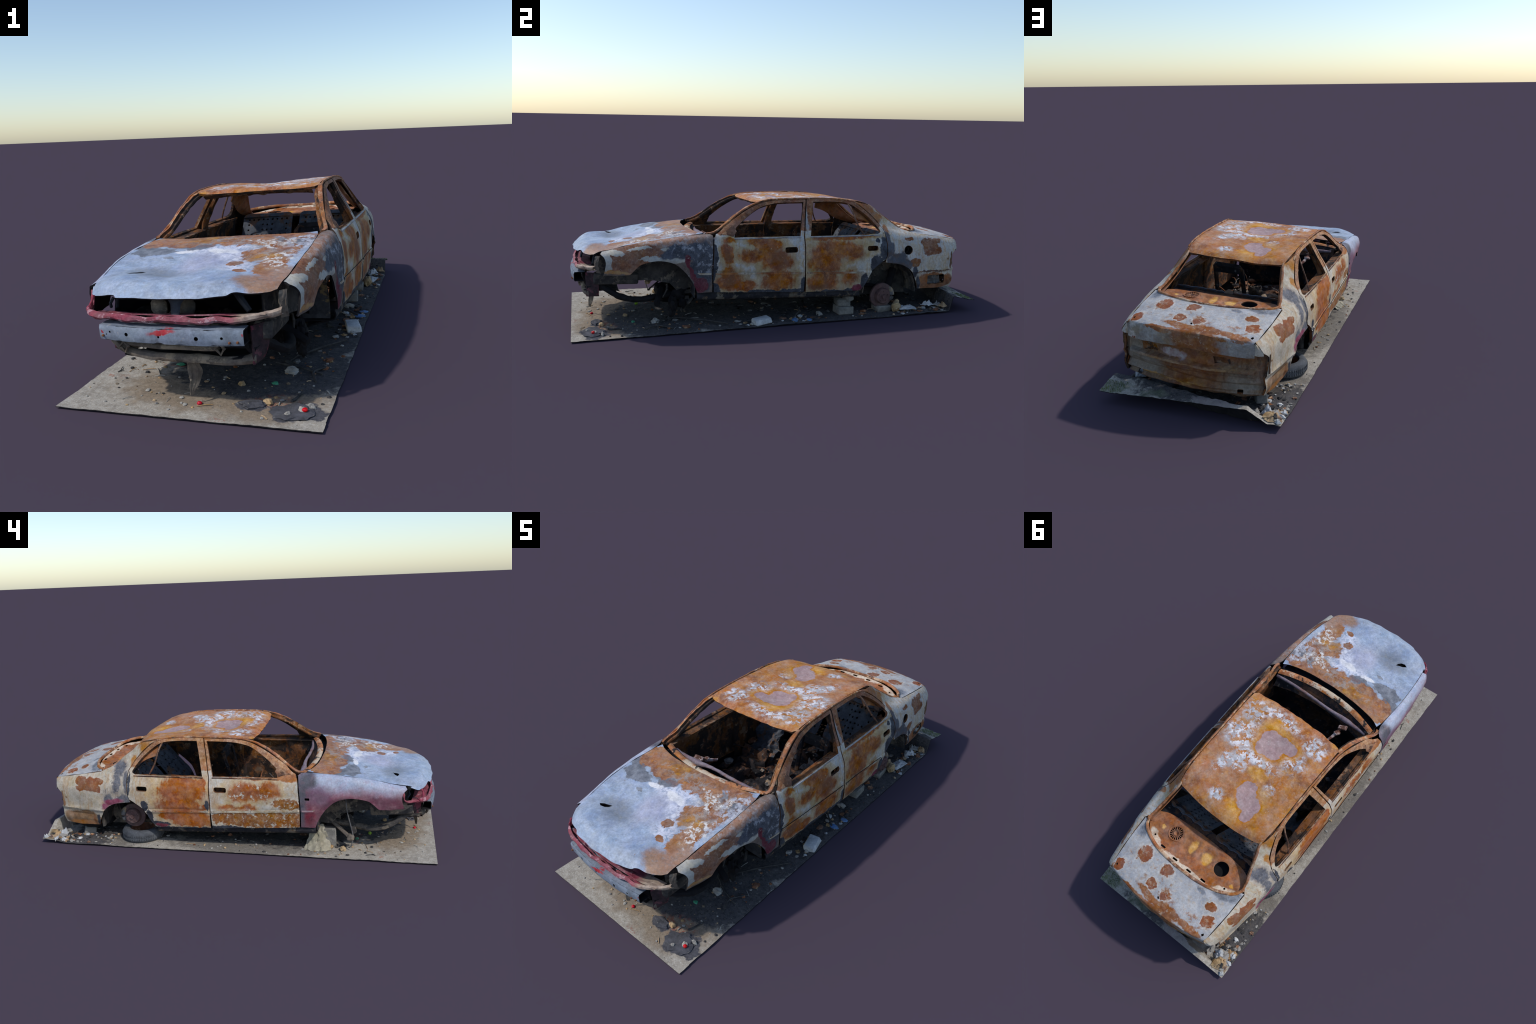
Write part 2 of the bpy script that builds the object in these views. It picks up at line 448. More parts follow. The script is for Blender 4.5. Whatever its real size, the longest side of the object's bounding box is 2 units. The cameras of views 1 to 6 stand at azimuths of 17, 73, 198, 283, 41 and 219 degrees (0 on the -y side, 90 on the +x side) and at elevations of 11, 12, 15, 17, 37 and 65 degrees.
M_soot = paint('soot', 'xy', ('18171b', '242122', '131216'), [], .9, .4)
M_charcoal = paint('charcoal', 'xy', ('222125', '302e31', '18171c'), [dict(dens=.50, ds=9, c=('513a2a', '40302a', '6a4a34')), dict(dens=.60, ds=30, c=('5a5a60', '77736e'))], .9, .6)
M_sootblue = paint('scorched_steel', 'xy', ('2c3038', '383d48', '24262c'), [], .7, .3)
M_sill = paint('sill_soot', 'yz', ('29292d', '36353a', '1f1f22'), [dict(dens=.54, ds=14, c=('5a5348', '6e665a', '57402f'))], .85, .5)
M_inner = paint('scorched_inside', 'yz', ('332a26', '43342a', '211e1e'), [dict(dens=.47, ds=9, c=('6b4426', '7d5230', '543520')), dict(dens=.57, ds=18, c=('8f7256', '7a6452'))], .9, .5)
M_frame = paint('scorched_frame', 'yz', ('553c30', '6a4a38', '3c302e'), [dict(dens=.50, ds=16, c=('8f6e54', 'a5846a', '7a5038'))], .85, .5)
M_pillar = paint('rusty_pillar', 'yz', ('94603e', 'a87450', '764c36'), [dict(dens=.52, ds=16, c=('b89878', 'a8805e', 'c4a88c')), dict(dens=.58, ds=24, c=('4f403a', '5f4c42'))], .85, .5)
M_seal = paint('window_seal', 'yz', ('8f9298', 'a3a4a6', '6e6660'), [], .6, .2)
M_ash = paint('ash', 'xy', ('6a6868', '83807c', '504f52'), [dict(dens=.55, ds=20, c=('8a7560', '9a8468'))], .95, .6)
M_rustdeb = paint('rusty_scrap', 'xy', ('7a5038', '8f6448', '5c4030'), [dict(dens=.55, ds=30, c=('b89878', 'a8886a'))], .9, .5)
M_dusty = paint('dusty_steel', 'yz', ('403d3b', '504c48', '302e2f'), [dict(dens=.52, ds=9, c=('6e665c', '605850', '7d7263'))], .9, .4)
M_liner = paint('arch_liner', 'yz', ('3c3c3e', '474648', '303033'), [dict(dens=.53, ds=12, c=('7a6a4c', '8a7550', '6a5a44'))], .9, .4)
M_beige = paint('dusty_plastic', 'xz', ('6a6056', '7a6f62', '524b46'), [dict(dens=.54, ds=10, c=('8d806e', '998a76'))], .9, .4)
M_pinkbar = paint('scorched_red_paint', 'xz', ('8a4652', '9c5a64', '753844'), [dict(dens=.55, ds=26, c=('b8949a', 'a87c84')), dict(b=[(.26,.285,.10,.06)], c=('a08c7c', 'b8a694', '7d6a60'), soft=.2)], .7, .5)
M_redblack = paint('scorched_red_steel', 'xz', ('3a2d30', '473539', '2c2528'), [dict(dens=.53, ds=16, c=('703c46', '62323c'))], .85, .4)
M_beamsteel = paint('weathered_zinc', 'xz', ('78828f', '8790a0', '6c7480'), [dict(b=[(-.035,.252,.042,.007),(-.226,.244,.006,.004),(.193,.238,.005,.003)], c=('9a3e48', 'a84e56'), soft=.25, edge=.5), dict(dens=.60, ds=30, c=('a09a92', '968c80'), a=.7)], .6, .25)
M_beam = paint('scorched_tube', 'xy', ('7c6f78', '8c808a', '6a5a60'), [dict(dens=.55, ds=14, c=('8a6a62', '7a5c58'))], .75, .3)
M_column = paint('ashy_casting', 'xy', ('b09a94', 'cfc4c0', '8f6f66'), [dict(dens=.52, ds=22, c=('5a4038', '6e4c40'))], .9, .5)
M_cowl = paint('cowl_rust', 'xy', ('a8704a', 'b8845c', '8a5a3c'), [dict(dens=.50, ds=9, c=('c9b8a2', 'b8a48c')), dict(dens=.57, ds=16, c=('3a332f', '2e2a28'))], .85, .4)
M_seat = paint('seat_steel', 'xz', ('454a54', '535963', '363a42'), [dict(dens=.54, ds=12, c=('6e5240', '5c483c'))], .75, .4)
M_shelf = paint('shelf_rust', 'xy', ('96603a', 'a87048', '784c34', '8a6c58'), [dict(b=[(.028,.640,.022,.030),(-.058,.642,.026,.030),(.205,.645,.014,.010),(-.225,.668,.012,.010)], c=('cc9640', 'd8a854', 'bd8634'), soft=.3, edge=.4), dict(b=[(0,.740,.17,.017),(.20,.705,.055,.018,-30),(-.21,.705,.055,.018,30)], c=('d0c2b0', 'c4b09a', 'a88c76'), soft=.15, edge=.6)], .8, .4)

M_hood = paint('bonnet_blue_grey', 'xy', ('8f9db6', 'a2aec2', '8894a8', '9aa2ac'), [
  dict(b=[(.05,-.68,.09,.10),(-.02,-.70,.06,.10)], c=('a4a0b6', 'b0a8b8'), soft=.5, a=.45),
  dict(b=[(.10,-.668,.075,.045),(.05,-.60,.08,.045),(.12,-.76,.05,.05),(-.04,-.60,.08,.03)], c=('c2c4d2', 'd0d0da', 'b0b4c6'), soft=.3, edge=.9, dens=.44, ds=34),
  dict(b=[(-.13,-.79,.10,.055)], c=('7f858f', '727780', '8a8a86'), soft=.5, a=.7),
  dict(b=[(-.225,-.60,.09,.045),(-.08,-.555,.06,.04),(-.144,-.663,.020,.011),(.30,-.52,.045,.07),(-.28,-.52,.06,.06),(.20,-.50,.06,.03)], c=('6c707a', '82858d', '5a5d66'), soft=.06, edge=.7),
  dict(b=[(.04,-.50,.10,.062),(-.13,-.495,.12,.070),(-.262,-.475,.062,.085),(.14,-.52,.06,.05),(.225,-.60,.062,.10),(.175,-.645,.075,.075),(.24,-.455,.07,.045),(.0,-.44,.3,.035),(.225,-.76,.062,.10),(.105,-.725,.026,.024),(.137,-.800,.020,.017)], c=('946644', '7c5036', 'a87a50', '988276'), soft=.06, edge=.9, es=20, ts=16),
  dict(b=[(.225,-.875,.085,.055),(.27,-.83,.05,.08)], c=('93735f', 'a07e68', '846858', '8f8480'), soft=.3, edge=.5),
  dict(b=[(.19,-.66,.055,.035,40),(-.13,-.49,.07,.03),(-.05,-.465,.08,.018)], c=('b0803c', 'a87034', 'bd924c'), soft=.6, edge=.9, a=.7),
  dict(b=[(.20,-.60,.10,.10),(.0,-.50,.2,.05)], c=('8f8a88', 'a59a92', '7a7272'), soft=.5, dens=.50, ds=20, a=.75), dict(b=[(.04,-.50,.3,.08),(.20,-.62,.09,.12)], c=('7a4a30', '6e442e'), soft=.4, dens=.54, ds=14, a=.55),
  dict(b=[(-.103,-.606,.046,.014,12),(.03,-.615,.05,.02)], c=('d2d2d8', 'dedcdc'), soft=.2, edge=.8),
  dict(b=[(.128,-.514,.06,.010,-15),(.24,-.70,.05,.08),(.17,-.56,.05,.05),(.22,-.52,.06,.04)], c=('ccc8c4', 'd8d4d0', 'b4b0b0'), soft=.3, edge=.9, dens=.51, ds=38),
  dict(b=[(.27,-.53,.05,.09),(.275,-.64,.03,.06)], c=('aeb0bc', 'c0c0c8', '8a8c96'), soft=.3, dens=.48, ds=34),
], .5, .2, speck=('86705f', 60, .66))

M_roof = paint('roof_rust', 'xy', ('ac7040', '925a34', 'c0864a', 'a6866e'), [
  dict(b=[(-.24,.325,.09,.14),(-.19,.44,.10,.05),(.0,.44,.15,.04),(.18,.0,.05,.12)], c=('b88440', 'ad7438', 'a88058'), soft=.6, edge=.9, a=.7),
  dict(b=[(.10,.35,.12,.10),(.2,.2,.05,.2)], c=('ad7c60', '9a6c52', 'b08a70'), soft=.6, edge=.9, a=.55),
  dict(dens=.52, ds=10, c=('7d4a2c', '8a5636', '704028'), dw=.10, a=.6), dict(dens=.55, ds=48, c=('b89478', 'a8846a'), a=.55), dict(dens=.56, ds=22, c=('c08a4a', 'b57c3c'), dw=.08, a=.5),
  dict(b=[(.151,.102,.09,.085),(.188,-.021,.055,.075),(.089,.216,.07,.06),(.060,-.070,.12,.038),(-.155,-.038,.065,.055),(-.125,.070,.065,.065),(.144,.259,.04,.06),(.069,.404,.045,.035),(-.114,.254,.035,.033),(.02,.17,.10,.04)], c=('a8a6ac', 'b4b0ae', '94949c'), soft=.45, edge=.9, dens=.49, ds=30),
  dict(b=[(.151,.102,.085,.08),(.188,-.021,.055,.070),(.089,.216,.062,.055),(.060,-.070,.11,.035),(-.155,-.038,.060,.050),(-.125,.070,.062,.060),(.144,.259,.035,.055),(.069,.404,.041,.031),(-.114,.254,.031,.030),(.02,.165,.09,.035)], c=('d0ced4', 'c0c2cc', 'dcd8d8'), soft=.35, edge=.9, dens=.52, ds=38, dw=.03),
  dict(b=[(.015,.060,.105,.092),(.065,-.015,.05,.05),(-.072,.350,.088,.108),(-.02,.22,.05,.03),(-.07,.03,.07,.05)], c=('c08a42', 'ad7634', 'cc9c58'), soft=.3, edge=.7),
  dict(b=[(.022,.050,.062,.058),(-.045,.030,.062,.036,-12),(.002,.090,.060,.046),(.045,.085,.038,.052)], c=MAUVE, soft=.04, edge=.18, halo=('b4762e', 'a86a2c'), ha=.75, hw=.22),
  dict(b=[(-.045,.315,.054,.058),(-.082,.360,.056,.050),(-.104,.408,.030,.036)], c=MAUVE, soft=.04, edge=.18, halo=('b4762e', 'a86a2c'), ha=.75, hw=.22),
], .7, .3, speck=('c4b8ac', 46, .66))

M_lid = paint('boot_paint', 'xy', ('a9a9ab', 'b6b5b4', '9b9da2', 'b4a698'), [
  dict(b=[(.262,.712,.030,.045),(-.268,.705,.030,.03),(-.142,.768,.025,.012),(-.22,.73,.05,.02)], c=('6e727a', '85888e', '5c5f66'), soft=.3, edge=.9),
  dict(b=[(.04,.962,.30,.012),(.27,.95,.03,.05),(.04,.930,.08,.018,-8),(-.06,.932,.09,.022),(-.19,.930,.09,.016)], c=('98643e', '84502f', 'a8764e'), soft=.15, edge=.8),
  dict(b=[(.0,.300,.6,.0445)], p='xz', c=('8f8c88', 'a09c96', '837c74', '94826c'), soft=.03, edge=.08),
  dict(b=[(-.03,.325,.13,.045),(-.10,.29,.06,.04),(.01,.30,.05,.05)], p='xz', c=('86542f', '744426', '96653c'), soft=.3, edge=.8),
  dict(b=[(.24,.31,.035,.03),(.10,.30,.04,.05)], p='xz', c=('7a7064', '8a7a60'), soft=.5, a=.7),
  dict(b=[(.185,.797,.039,.039),(.041,.797,.033,.031),(.065,.880,.029,.026),(-.026,.889,.029,.026),(-.214,.801,.029,.023),(-.246,.866,.031,.031),(.250,.909,.023,.031)], c=('8a5436', '945e42', '7a462e'), soft=.05, edge=.85, es=30, halo=('c8c4be', 'c0b4a6'), hw=.35),
  dict(b=[(.10,.835,.08,.05),(.02,.87,.12,.05),(-.2,.90,.08,.04),(.2,.84,.06,.05)], c=('8f6448', 'a07c60', 'c4bcb0'), soft=.4, dens=.535, ds=30, a=.85), dict(dens=.56, ds=40, c=('a8967e', 'b4a48e'), a=.5),
], .7, .25)

DST = ('a88656', .7); PST = (('a89470', '98805a', 'b5a480'), 13, .75)
M_door_fl = paint('door_paint', 'yz', ('bfbcb2', 'b2b6bc', 'c2b8a2'), [
  dict(b=[(-.299,.327,.030,.055),(-.303,.251,.028,.025),(-.286,.203,.070,.046),(-.221,.178,.057,.024),(-.168,.321,.080,.038),(-.089,.361,.070,.040),(-.066,.291,.082,.060),(-.057,.199,.080,.052),(-.142,.388,.057,.018),(-.284,.394,.030,.016)], c=RUST, soft=.2, edge=.75, sk=.7, halo=('b0966a', 'a08458'), ha=.75, hw=.5),
  dict(b=[(-.30,.33,.018,.032),(-.05,.30,.045,.055),(-.28,.215,.028,.032)], c=BROWN, soft=.5, a=.65),
  dict(b=[(-.363,.297,.016,.106),(-.357,.167,.028,.035),(.066,.165,.018,.050),(-.15,.143,.20,.012),(.0,.140,.1,.014)], c=SOOT, soft=.07, edge=.5),
  dict(b=[(-.1,.500,.7,.0865)], c=FRAME_L, soft=.03, edge=.08), dict(b=[(.067,.47,.012,.06)], c=('8f9298', 'a5a29c'), soft=.3, a=.0),
], .75, .25, streak=DST, stain=PST, speck=('c0b49c', 80, .66))
M_door_rl = paint('door_paint', 'yz', ('bfb8a6', 'b4b6b6', 'c2b290'), [
  dict(b=[(.233,.325,.145,.048),(.158,.280,.080,.056),(.206,.251,.058,.038),(.165,.178,.086,.046),(.303,.191,.050,.038),(.329,.307,.060,.030),(.279,.382,.165,.010)], c=RUST, soft=.25, edge=.85, sk=.9, halo=('b0966a', 'a08458'), ha=.75, hw=.5),
  dict(b=[(.15,.152,.07,.016)], c=BROWN, soft=.4, a=.7),
  dict(b=[(.490,.327,.026,.060),(.450,.245,.036,.055),(.385,.160,.028,.053),(.25,.126,.16,.012),(.455,.365,.012,.010)], c=SOOT, soft=.07, edge=.5),
  dict(b=[(.345,.132,.028,.017)], c=MAROON, soft=.12),
  dict(b=[(.25,.500,.6,.0890)], c=FRAME_L, soft=.03, edge=.08), dict(b=[(.100,.47,.010,.07)], c=('9a9ca0', '8a847e', 'a89884'), soft=.3, edge=.4),
], .75, .25, streak=DST, stain=PST, speck=('c0b49c', 80, .66))
M_door_fr = paint('door_paint', 'yz', ('bdb8ae', 'c6c4c0', 'b2a692'), [
  dict(b=[(-.093,.330,.085,.048),(-.160,.330,.110,.040),(-.222,.345,.060,.046),(-.017,.252,.050,.018),(-.11,.252,.05,.016)], c=RUSTO, soft=.28, edge=.9, sk=.7, halo=('c0a67c', 'b89a6c'), ha=.7, hw=.5),
  dict(b=[(-.304,.277,.080,.034),(-.058,.190,.150,.046),(-.216,.190,.120,.050),(-.319,.198,.060,.046)], c=('925c30', '7d4a26', 'ab7438', 'a89478'), soft=.08, edge=1.1, es=34, halo=('c8c0b0', 'c4b294'), ha=.5),
  dict(b=[(-.20,.20,.22,.05),(-.30,.28,.09,.04),(-.12,.33,.12,.05)], c=('c9c5bc', 'bcb2a0', 'd4d0c8'), soft=.3, dens=.555, ds=40),
  dict(b=[(-.301,.415,.080,.020),(-.157,.401,.200,.009)], c=('a0683f', 'ad784e', '8a5838'), soft=.2, edge=.6),
  dict(b=[(-.1,.500,.7,.0865)], c=FRAME_R, soft=.03, edge=.08),
  dict(b=[(-.375,.26,.014,.12),(-.1,.134,.3,.012),(.085,.26,.012,.06)], c=SOOT, soft=.12, edge=.6),
], .75, .25, streak=('b08c60', .6), stain=(('c0a886', 'b09874'), 10, .6))
M_door_rr = paint('door_paint', 'yz', ('bcb09e', 'c6beb0', 'b29c7e'), [
  dict(b=[(.238,.320,.124,.078),(.19,.335,.10,.068),(.236,.250,.115,.050),(.186,.190,.122,.056),(.297,.195,.060,.028),(.108,.362,.021,.034),(.104,.251,.012,.015),(.13,.16,.06,.03)], c=RUSTO, soft=.14, edge=.6, sk=.6, halo=('c4a67c', 'b89a70'), ha=.7, hw=.45),
  dict(b=[(.413,.237,.022,.034),(.391,.185,.018,.034),(.345,.144,.056,.016),(.500,.345,.010,.060),(.09,.262,.012,.03),(.2,.124,.2,.008)], c=SOOT, soft=.1, edge=.5),
  dict(b=[(.338,.137,.034,.012)], c=MAROON, soft=.12),
  dict(b=[(.25,.500,.6,.0880)], c=FRAME_R, soft=.03, edge=.08),
], .75, .25, streak=('b08c60', .7), stain=(('c0a886', 'b09874'), 10, .6))
M_fender_l = paint('fender_paint', 'yz', ('6a5e58', '5c5654', '7a6c62'), [
  dict(b=[(-.60,.40,.20,.03)], c=('967056', 'a5806a', 'a8a4a4', '84583e'), soft=.4, edge=.9),
  dict(b=[(-.729,.325,.090,.070),(-.650,.352,.075,.030),(-.770,.290,.063,.036)], c=('7a5240', '8a6048', '684436', '967a68'), soft=.1, edge=.5),
  dict(b=[(-.832,.320,.024,.055),(-.80,.354,.045,.014),(-.552,.365,.053,.010),(-.615,.322,.080,.014),(-.540,.310,.05,.02),(-.689,.366,.06,.008)], c=('b0ada5', 'a4a4a2', 'b4ab98'), soft=.08, edge=.6),
  dict(b=[(-.480,.352,.120,.040),(-.416,.273,.056,.125),(-.545,.338,.053,.022)], c=('464951', '525762', '363840', '5c5a60'), soft=.15, edge=.8),
  dict(b=[(-.42,.38,.06,.03),(-.46,.37,.10,.025),(-.40,.30,.04,.08)], c=('8f929a', 'a8a8ae', '767a84'), soft=.4, dens=.53, ds=40, a=.8),
  dict(b=[(-.481,.305,.013,.036,15),(-.456,.241,.014,.050,18),(-.424,.197,.040,.040)], c=('66303a', '582832', '704048'), soft=.1, edge=.35),
  dict(b=[(-.794,.266,.070,.008)], c=('a0744a', 'a88458'), soft=.3),
], .75, .25, speck=('b0a89e', 70, .64))
M_fender_r = paint('fender_paint', 'yz', ('7f5460', '724652', '8c666e'), [
  dict(b=[(-.62,.405,.26,.055),(-.80,.388,.12,.052),(-.46,.405,.09,.045),(-.70,.40,.2,.05)], c=('96a0b6', 'a6aec0', '9c98aa'), soft=.6, edge=.4),
  dict(b=[(-.373,.304,.022,.150),(-.40,.395,.05,.045)], c=('4f4f58', '5c5c64', '6a5e66'), soft=.4, edge=.7),
  dict(b=[(-.45,.33,.06,.05)], c=('846a7e', '786276'), soft=.5, a=.6),
  dict(b=[(-.415,.205,.03,.05)], c=('7d3844', '8f4a54', '6a2e3a'), soft=.4, a=.8),
  dict(b=[(-.62,.38,.3,.06)], c=('b8b4c4', '8f7484'), soft=.5, dens=.60, ds=60, a=.7),
], .5, .25)
M_quarter_l = paint('quarter_paint', 'yz', ('bab4a8', 'b2b2b2', 'beb29e'), [
  dict(b=[(.36,.55,.10,.06),(.43,.50,.06,.05),(.517,.410,.016,.022),(.47,.47,.05,.03)], c=('946038', 'a37048', '7d4c30', '8f7662'), soft=.2, edge=.6),
  dict(b=[(.767,.320,.050,.038),(.728,.345,.026,.018),(.806,.345,.026,.018),(.800,.292,.024,.018),(.755,.290,.030,.018),(.672,.240,.035,.028),(.635,.362,.028,.010)], c=('7d5236', '8a6044', '6c4430', '96806c'), soft=.06, edge=.55, es=26, halo=('b0b0b2', 'a8a6a0')),
  dict(b=[(.563,.262,.066,.040),(.520,.315,.026,.045),(.60,.235,.05,.03),(.51,.36,.02,.04)], c=('4e5159', '5c5f68', '5e504a'), soft=.15, edge=.8),
  dict(b=[(.790,.140,.12,.048)], c=('86583a', '946848', '704a30'), soft=.08, edge=.3),
  dict(b=[(.785,.193,.12,.005)], c=('84583a', '5a4c46'), soft=.3),
  dict(b=[(.69,.12,.014,.06),(.67,.2,.02,.03)], c=SOOT, soft=.2),
], .75, .25, streak=('a88456', .6), stain=PST)
M_quarter_r = paint('quarter_paint', 'yz', ('b8ae9e', 'c0b8aa', 'aca28c'), [
  dict(b=[(.36,.55,.10,.06),(.42,.515,.05,.045),(.48,.45,.018,.03),(.545,.425,.014,.02)], c=('a87038', 'b48248', '906030'), soft=.25, edge=.6),
  dict(b=[(.560,.412,.034,.032,-30),(.570,.345,.024,.050),(.615,.262,.026,.030),(.529,.268,.045,.026),(.515,.35,.016,.05)], c=('5c5e66', '707076', '4c4c52', '857e78'), soft=.25, edge=1.0, halo=('a8a098', 'a0958a'), ha=.5),
  dict(b=[(.60,.37,.06,.04),(.60,.30,.05,.05)], c=('c0b4ac', '4f4c50'), soft=.4, dens=.55, ds=40, a=.8),
  dict(b=[(.723,.328,.062,.034),(.672,.345,.030,.018),(.778,.345,.030,.018),(.680,.308,.030,.018),(.772,.310,.030,.018)], c=('8a5638', '966244', '7a482e', 'a08468'), soft=.06, edge=.3, halo=('c4b8a8', 'beb09c')),
  dict(b=[(.588,.250,.055,.018,-8),(.635,.222,.03,.018,-30)], c=('8a4a5c', '9c5e70', '7a3c4a'), soft=.3, edge=.4),
  dict(b=[(.785,.140,.12,.052)], c=('907252', '9c7e60', '846448'), soft=.08, edge=.3),
  dict(b=[(.79,.115,.08,.015),(.72,.14,.01,.03)], c=('a06c40', '906034'), soft=.5),
  dict(b=[(.69,.12,.012,.06)], c=SOOT, soft=.2),
], .75, .25, streak=('b08c60', .65), stain=(('bca582', 'ad9672'), 10, .6))
M_rear = paint('rear_rust', 'xz', ('7a5a42', '866a50', '664a38', '7a7062'), [
  dict(b=[(.0,.20,.14,.12),(-.10,.26,.14,.03)], c=('86532f', '704226', '96683c'), soft=.5, edge=.7, a=.85),
  dict(b=[(.20,.17,.08,.05),(.26,.2,.05,.10),(-.22,.14,.08,.05)], c=('847a6c', '90877a', '746a5e'), soft=.5, edge=.6, sk=.8, a=.85),
  dict(b=[(.085,.247,.05,.016),(.06,.24,.06,.014)], c=('a8a4a0', 'a08884', '967470'), soft=.3, edge=.9, sk=.8),
  dict(b=[(.15,.126,.10,.008),(.04,.120,.10,.008)], c=('a07444', 'ad8450'), soft=.5, edge=.5),
  dict(b=[(0,.215,.28,.006)], c=('94704c', 'a5845e', '7a5c40'), soft=.6, edge=.3, a=.8),
], .8, .35, streak=('503626', .6))

# ground and litter
def ground_material():
    g = Graph('dark_patched_pavement'); w = g.warp(.12, 5, 4); w2 = g.warp(.03, 30, 3, v=w)
    col = g.tone(('a29b90', '8f887e', 'b0aaa0', '9a8f80'), 30, 6)
    col = g.mix(g.step(g.noise(170, 5, .75), .52, .62, 0, .7), col, lin('c2bdb2'))
    col = g.mix(g.step(g.noise(210, 5, .75, v=g.map(g.co, loc=(2, 1, 0))), .56, .64, 0, .6), col, lin('6e675e'))
    def patch(col, blobs, lo, hi, c, nsc=24, amp=.6, a=1.0, ts=45):
        d = g.math('ADD', blob_mask(g, w2, blobs, 'xy'), g.math('MULTIPLY', g.math('SUBTRACT', g.noise(nsc, 7, .72, dist=.3), .5), amp*1.8))
        f = g.step(d, hi, lo)
        return g.mix(g.math('MULTIPLY', f, a) if a < 1 else f, col, g.tone(c, ts, 6))
    col = patch(col, [(.05,-.80,.34,.15),(.2,-.86,.17,.12)], .75, 1.25, ('80705e', '8f7e6a', '6c5f50', '9a8c7a'), 20, .6, .85)
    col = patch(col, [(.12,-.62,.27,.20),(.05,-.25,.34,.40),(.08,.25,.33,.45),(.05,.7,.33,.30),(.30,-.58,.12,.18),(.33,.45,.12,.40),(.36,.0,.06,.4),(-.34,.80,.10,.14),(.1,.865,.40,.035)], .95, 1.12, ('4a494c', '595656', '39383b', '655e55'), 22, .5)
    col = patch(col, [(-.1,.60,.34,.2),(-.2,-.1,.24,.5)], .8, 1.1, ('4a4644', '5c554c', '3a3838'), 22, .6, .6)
    col = patch(col, [(.18,-.885,.05,.03),(.31,-.90,.07,.06)], .9, 1.05, ('4a4a50', '58585e', '3e3e42'), 40, .5)
    f = g.math('MULTIPLY', g.step(blob_mask(g, w2, [(.23,-.84,.07,.05),(.09,-.985,.03,.015),(-.33,-.73,.05,.012,10),(-.15,-.62,.06,.02)], 'xy'), 1.4, .6), g.step(g.noise(70, 4, .7), .48, .6))
    col = g.mix(g.math('MULTIPLY', f, .75), col, g.tone(('9a5c44', '8a4c3e'), 60, 4))
    col = g.mix(g.step(g.noise(120, 4, .7, v=g.map(g.co, loc=(5, 0, 1))), .62, .67, 0, .6), col, lin('a89e8c'))
    col = g.mix(g.step(g.noise(90, 4, .7, v=g.map(g.co, loc=(0, 4, 1))), .64, .69, 0, .6), col, lin('4f463c'))
    col = patch(col, [(.37,.97,.10,.05),(.15,.98,.06,.02)], .7, 1.2, ('667054', '7a786a', '5c6450'), 30, .6, .6)
    col = patch(col, [(-.12,.975,.13,.03)], .8, 1.1, ('86807c', '968c88', '8a7a78'), 24, .5, .8)
    g.put(g.b.inputs["Base Color"], col); g.b.inputs["Roughness"].default_value = .95; g.b.inputs["Specular IOR Level"].default_value = .15
    bn = g.t.nodes.new("ShaderNodeBump"); bn.inputs["Strength"].default_value = .6; bn.inputs["Distance"].default_value = .003
    g.put(bn.inputs["Height"], g.noise(120, 6, .75)); g.t.links.new(bn.outputs[0], g.b.inputs["Normal"])
    return g.m
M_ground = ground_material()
M_stone = paint('pale_stone', 'xy', ('94908a', 'a8a49c', '7d7a76'), [], .95, .5)
M_dark_stone = paint('sooty_stone', 'xy', ('3c3b3d', '4a4846', '2c2b2d'), [], .95, .5)
M_tan = paint('tan_scrap', 'xy', ('a58a66', 'b89e7a', '84694a'), [], .95, .5)
M_paper = paint('pale_scrap', 'xy', ('b0b2b4', 'c4c4c2', '96989c'), [dict(dens=.6, ds=20, c=('8f8678', '847c70'))], .9, .4)
M_tar = paint('tar_lump', 'xy', ('47474c', '54545a', '3a3a3e'), [dict(dens=.62, ds=50, c=('7d7870', '6e6a64'))], .95, .7)
M_concrete = paint('concrete', 'xy', ('7d7a74', '8a8780', '6a6864'), [dict(dens=.6, ds=14, c=('55524e', '4a4846'))], .95, .6)
M_tarp = paint('dirty_sheet', 'yz', ('96907e', 'a39c88', '837d6c'), [dict(dens=.6, ds=10, c=('7a7364', '6e6a60'))], .7, .4)
M_tyre = paint('old_rubber', 'xy', ('4d5055', '585b60', '404246'), [], .85, .4)
M_disc = paint('rusty_disc', 'yz', ('5f4a48', '6e5652', '4e3d3d'), [], .8, .3)  # base tone averaged from the sunlit right disc and the shaded left one
M_red = paint('red_plastic', 'xy', ('b52028', 'c43038'), [], .5, .1)
M_green = paint('green_plastic', 'xy', ('3f8f6a', '4fa07a'), [], .6, .1)
M_lime = paint('lime_plastic', 'xy', ('7d9a2c', '8aa838'), [], .6, .1)
M_blue = paint('blue_plastic', 'xy', ('4f6f96', '6080a8'), [], .6, .1)
M_weed = paint('weed', 'xy', ('5f7040', '76844e', '4a5a34'), [], .8, 0)
M_dirt = paint('brown_dirt', 'xy', ('6e6152', '7d7060', '5c5146'), [], .95, .5)
M_trim_l = paint('strip_seat', 'yz', ('a89c88', 'b4aa98', '8a7456'), [dict(b=[(-.30,.24,.06,.02),(-.06,.23,.09,.02),(.2,.22,.1,.02)], c=RUST, soft=.3, edge=.6)], .75, .2)
M_trim_r = paint('strip_seat', 'yz', ('b8ac98', 'c4baa8', 'a58c6a'), [dict(b=[(-.40,.24,.04,.02)], c=('a08088', 'b0989c'), soft=.2), dict(b=[(.24,.22,.12,.02)], c=RUSTO, soft=.3, edge=.6)], .75, .2)


# ================================================================== THE CAR
car = bpy.data.objects.new("burnt_car", None); COLL.objects.link(car)
car.empty_display_size = .2
car.location = (SHIFT, 0, 0); car.rotation_euler = (0, -ROLL, math.radians(-.42))
car["label"] = "rusted burnt out four door sedan without wheels or glass"
car["category"] = "car wreck"

def wobble(p, amp=.0012, seed=0):
    return amp*fbm(p, 9, seed, 3)

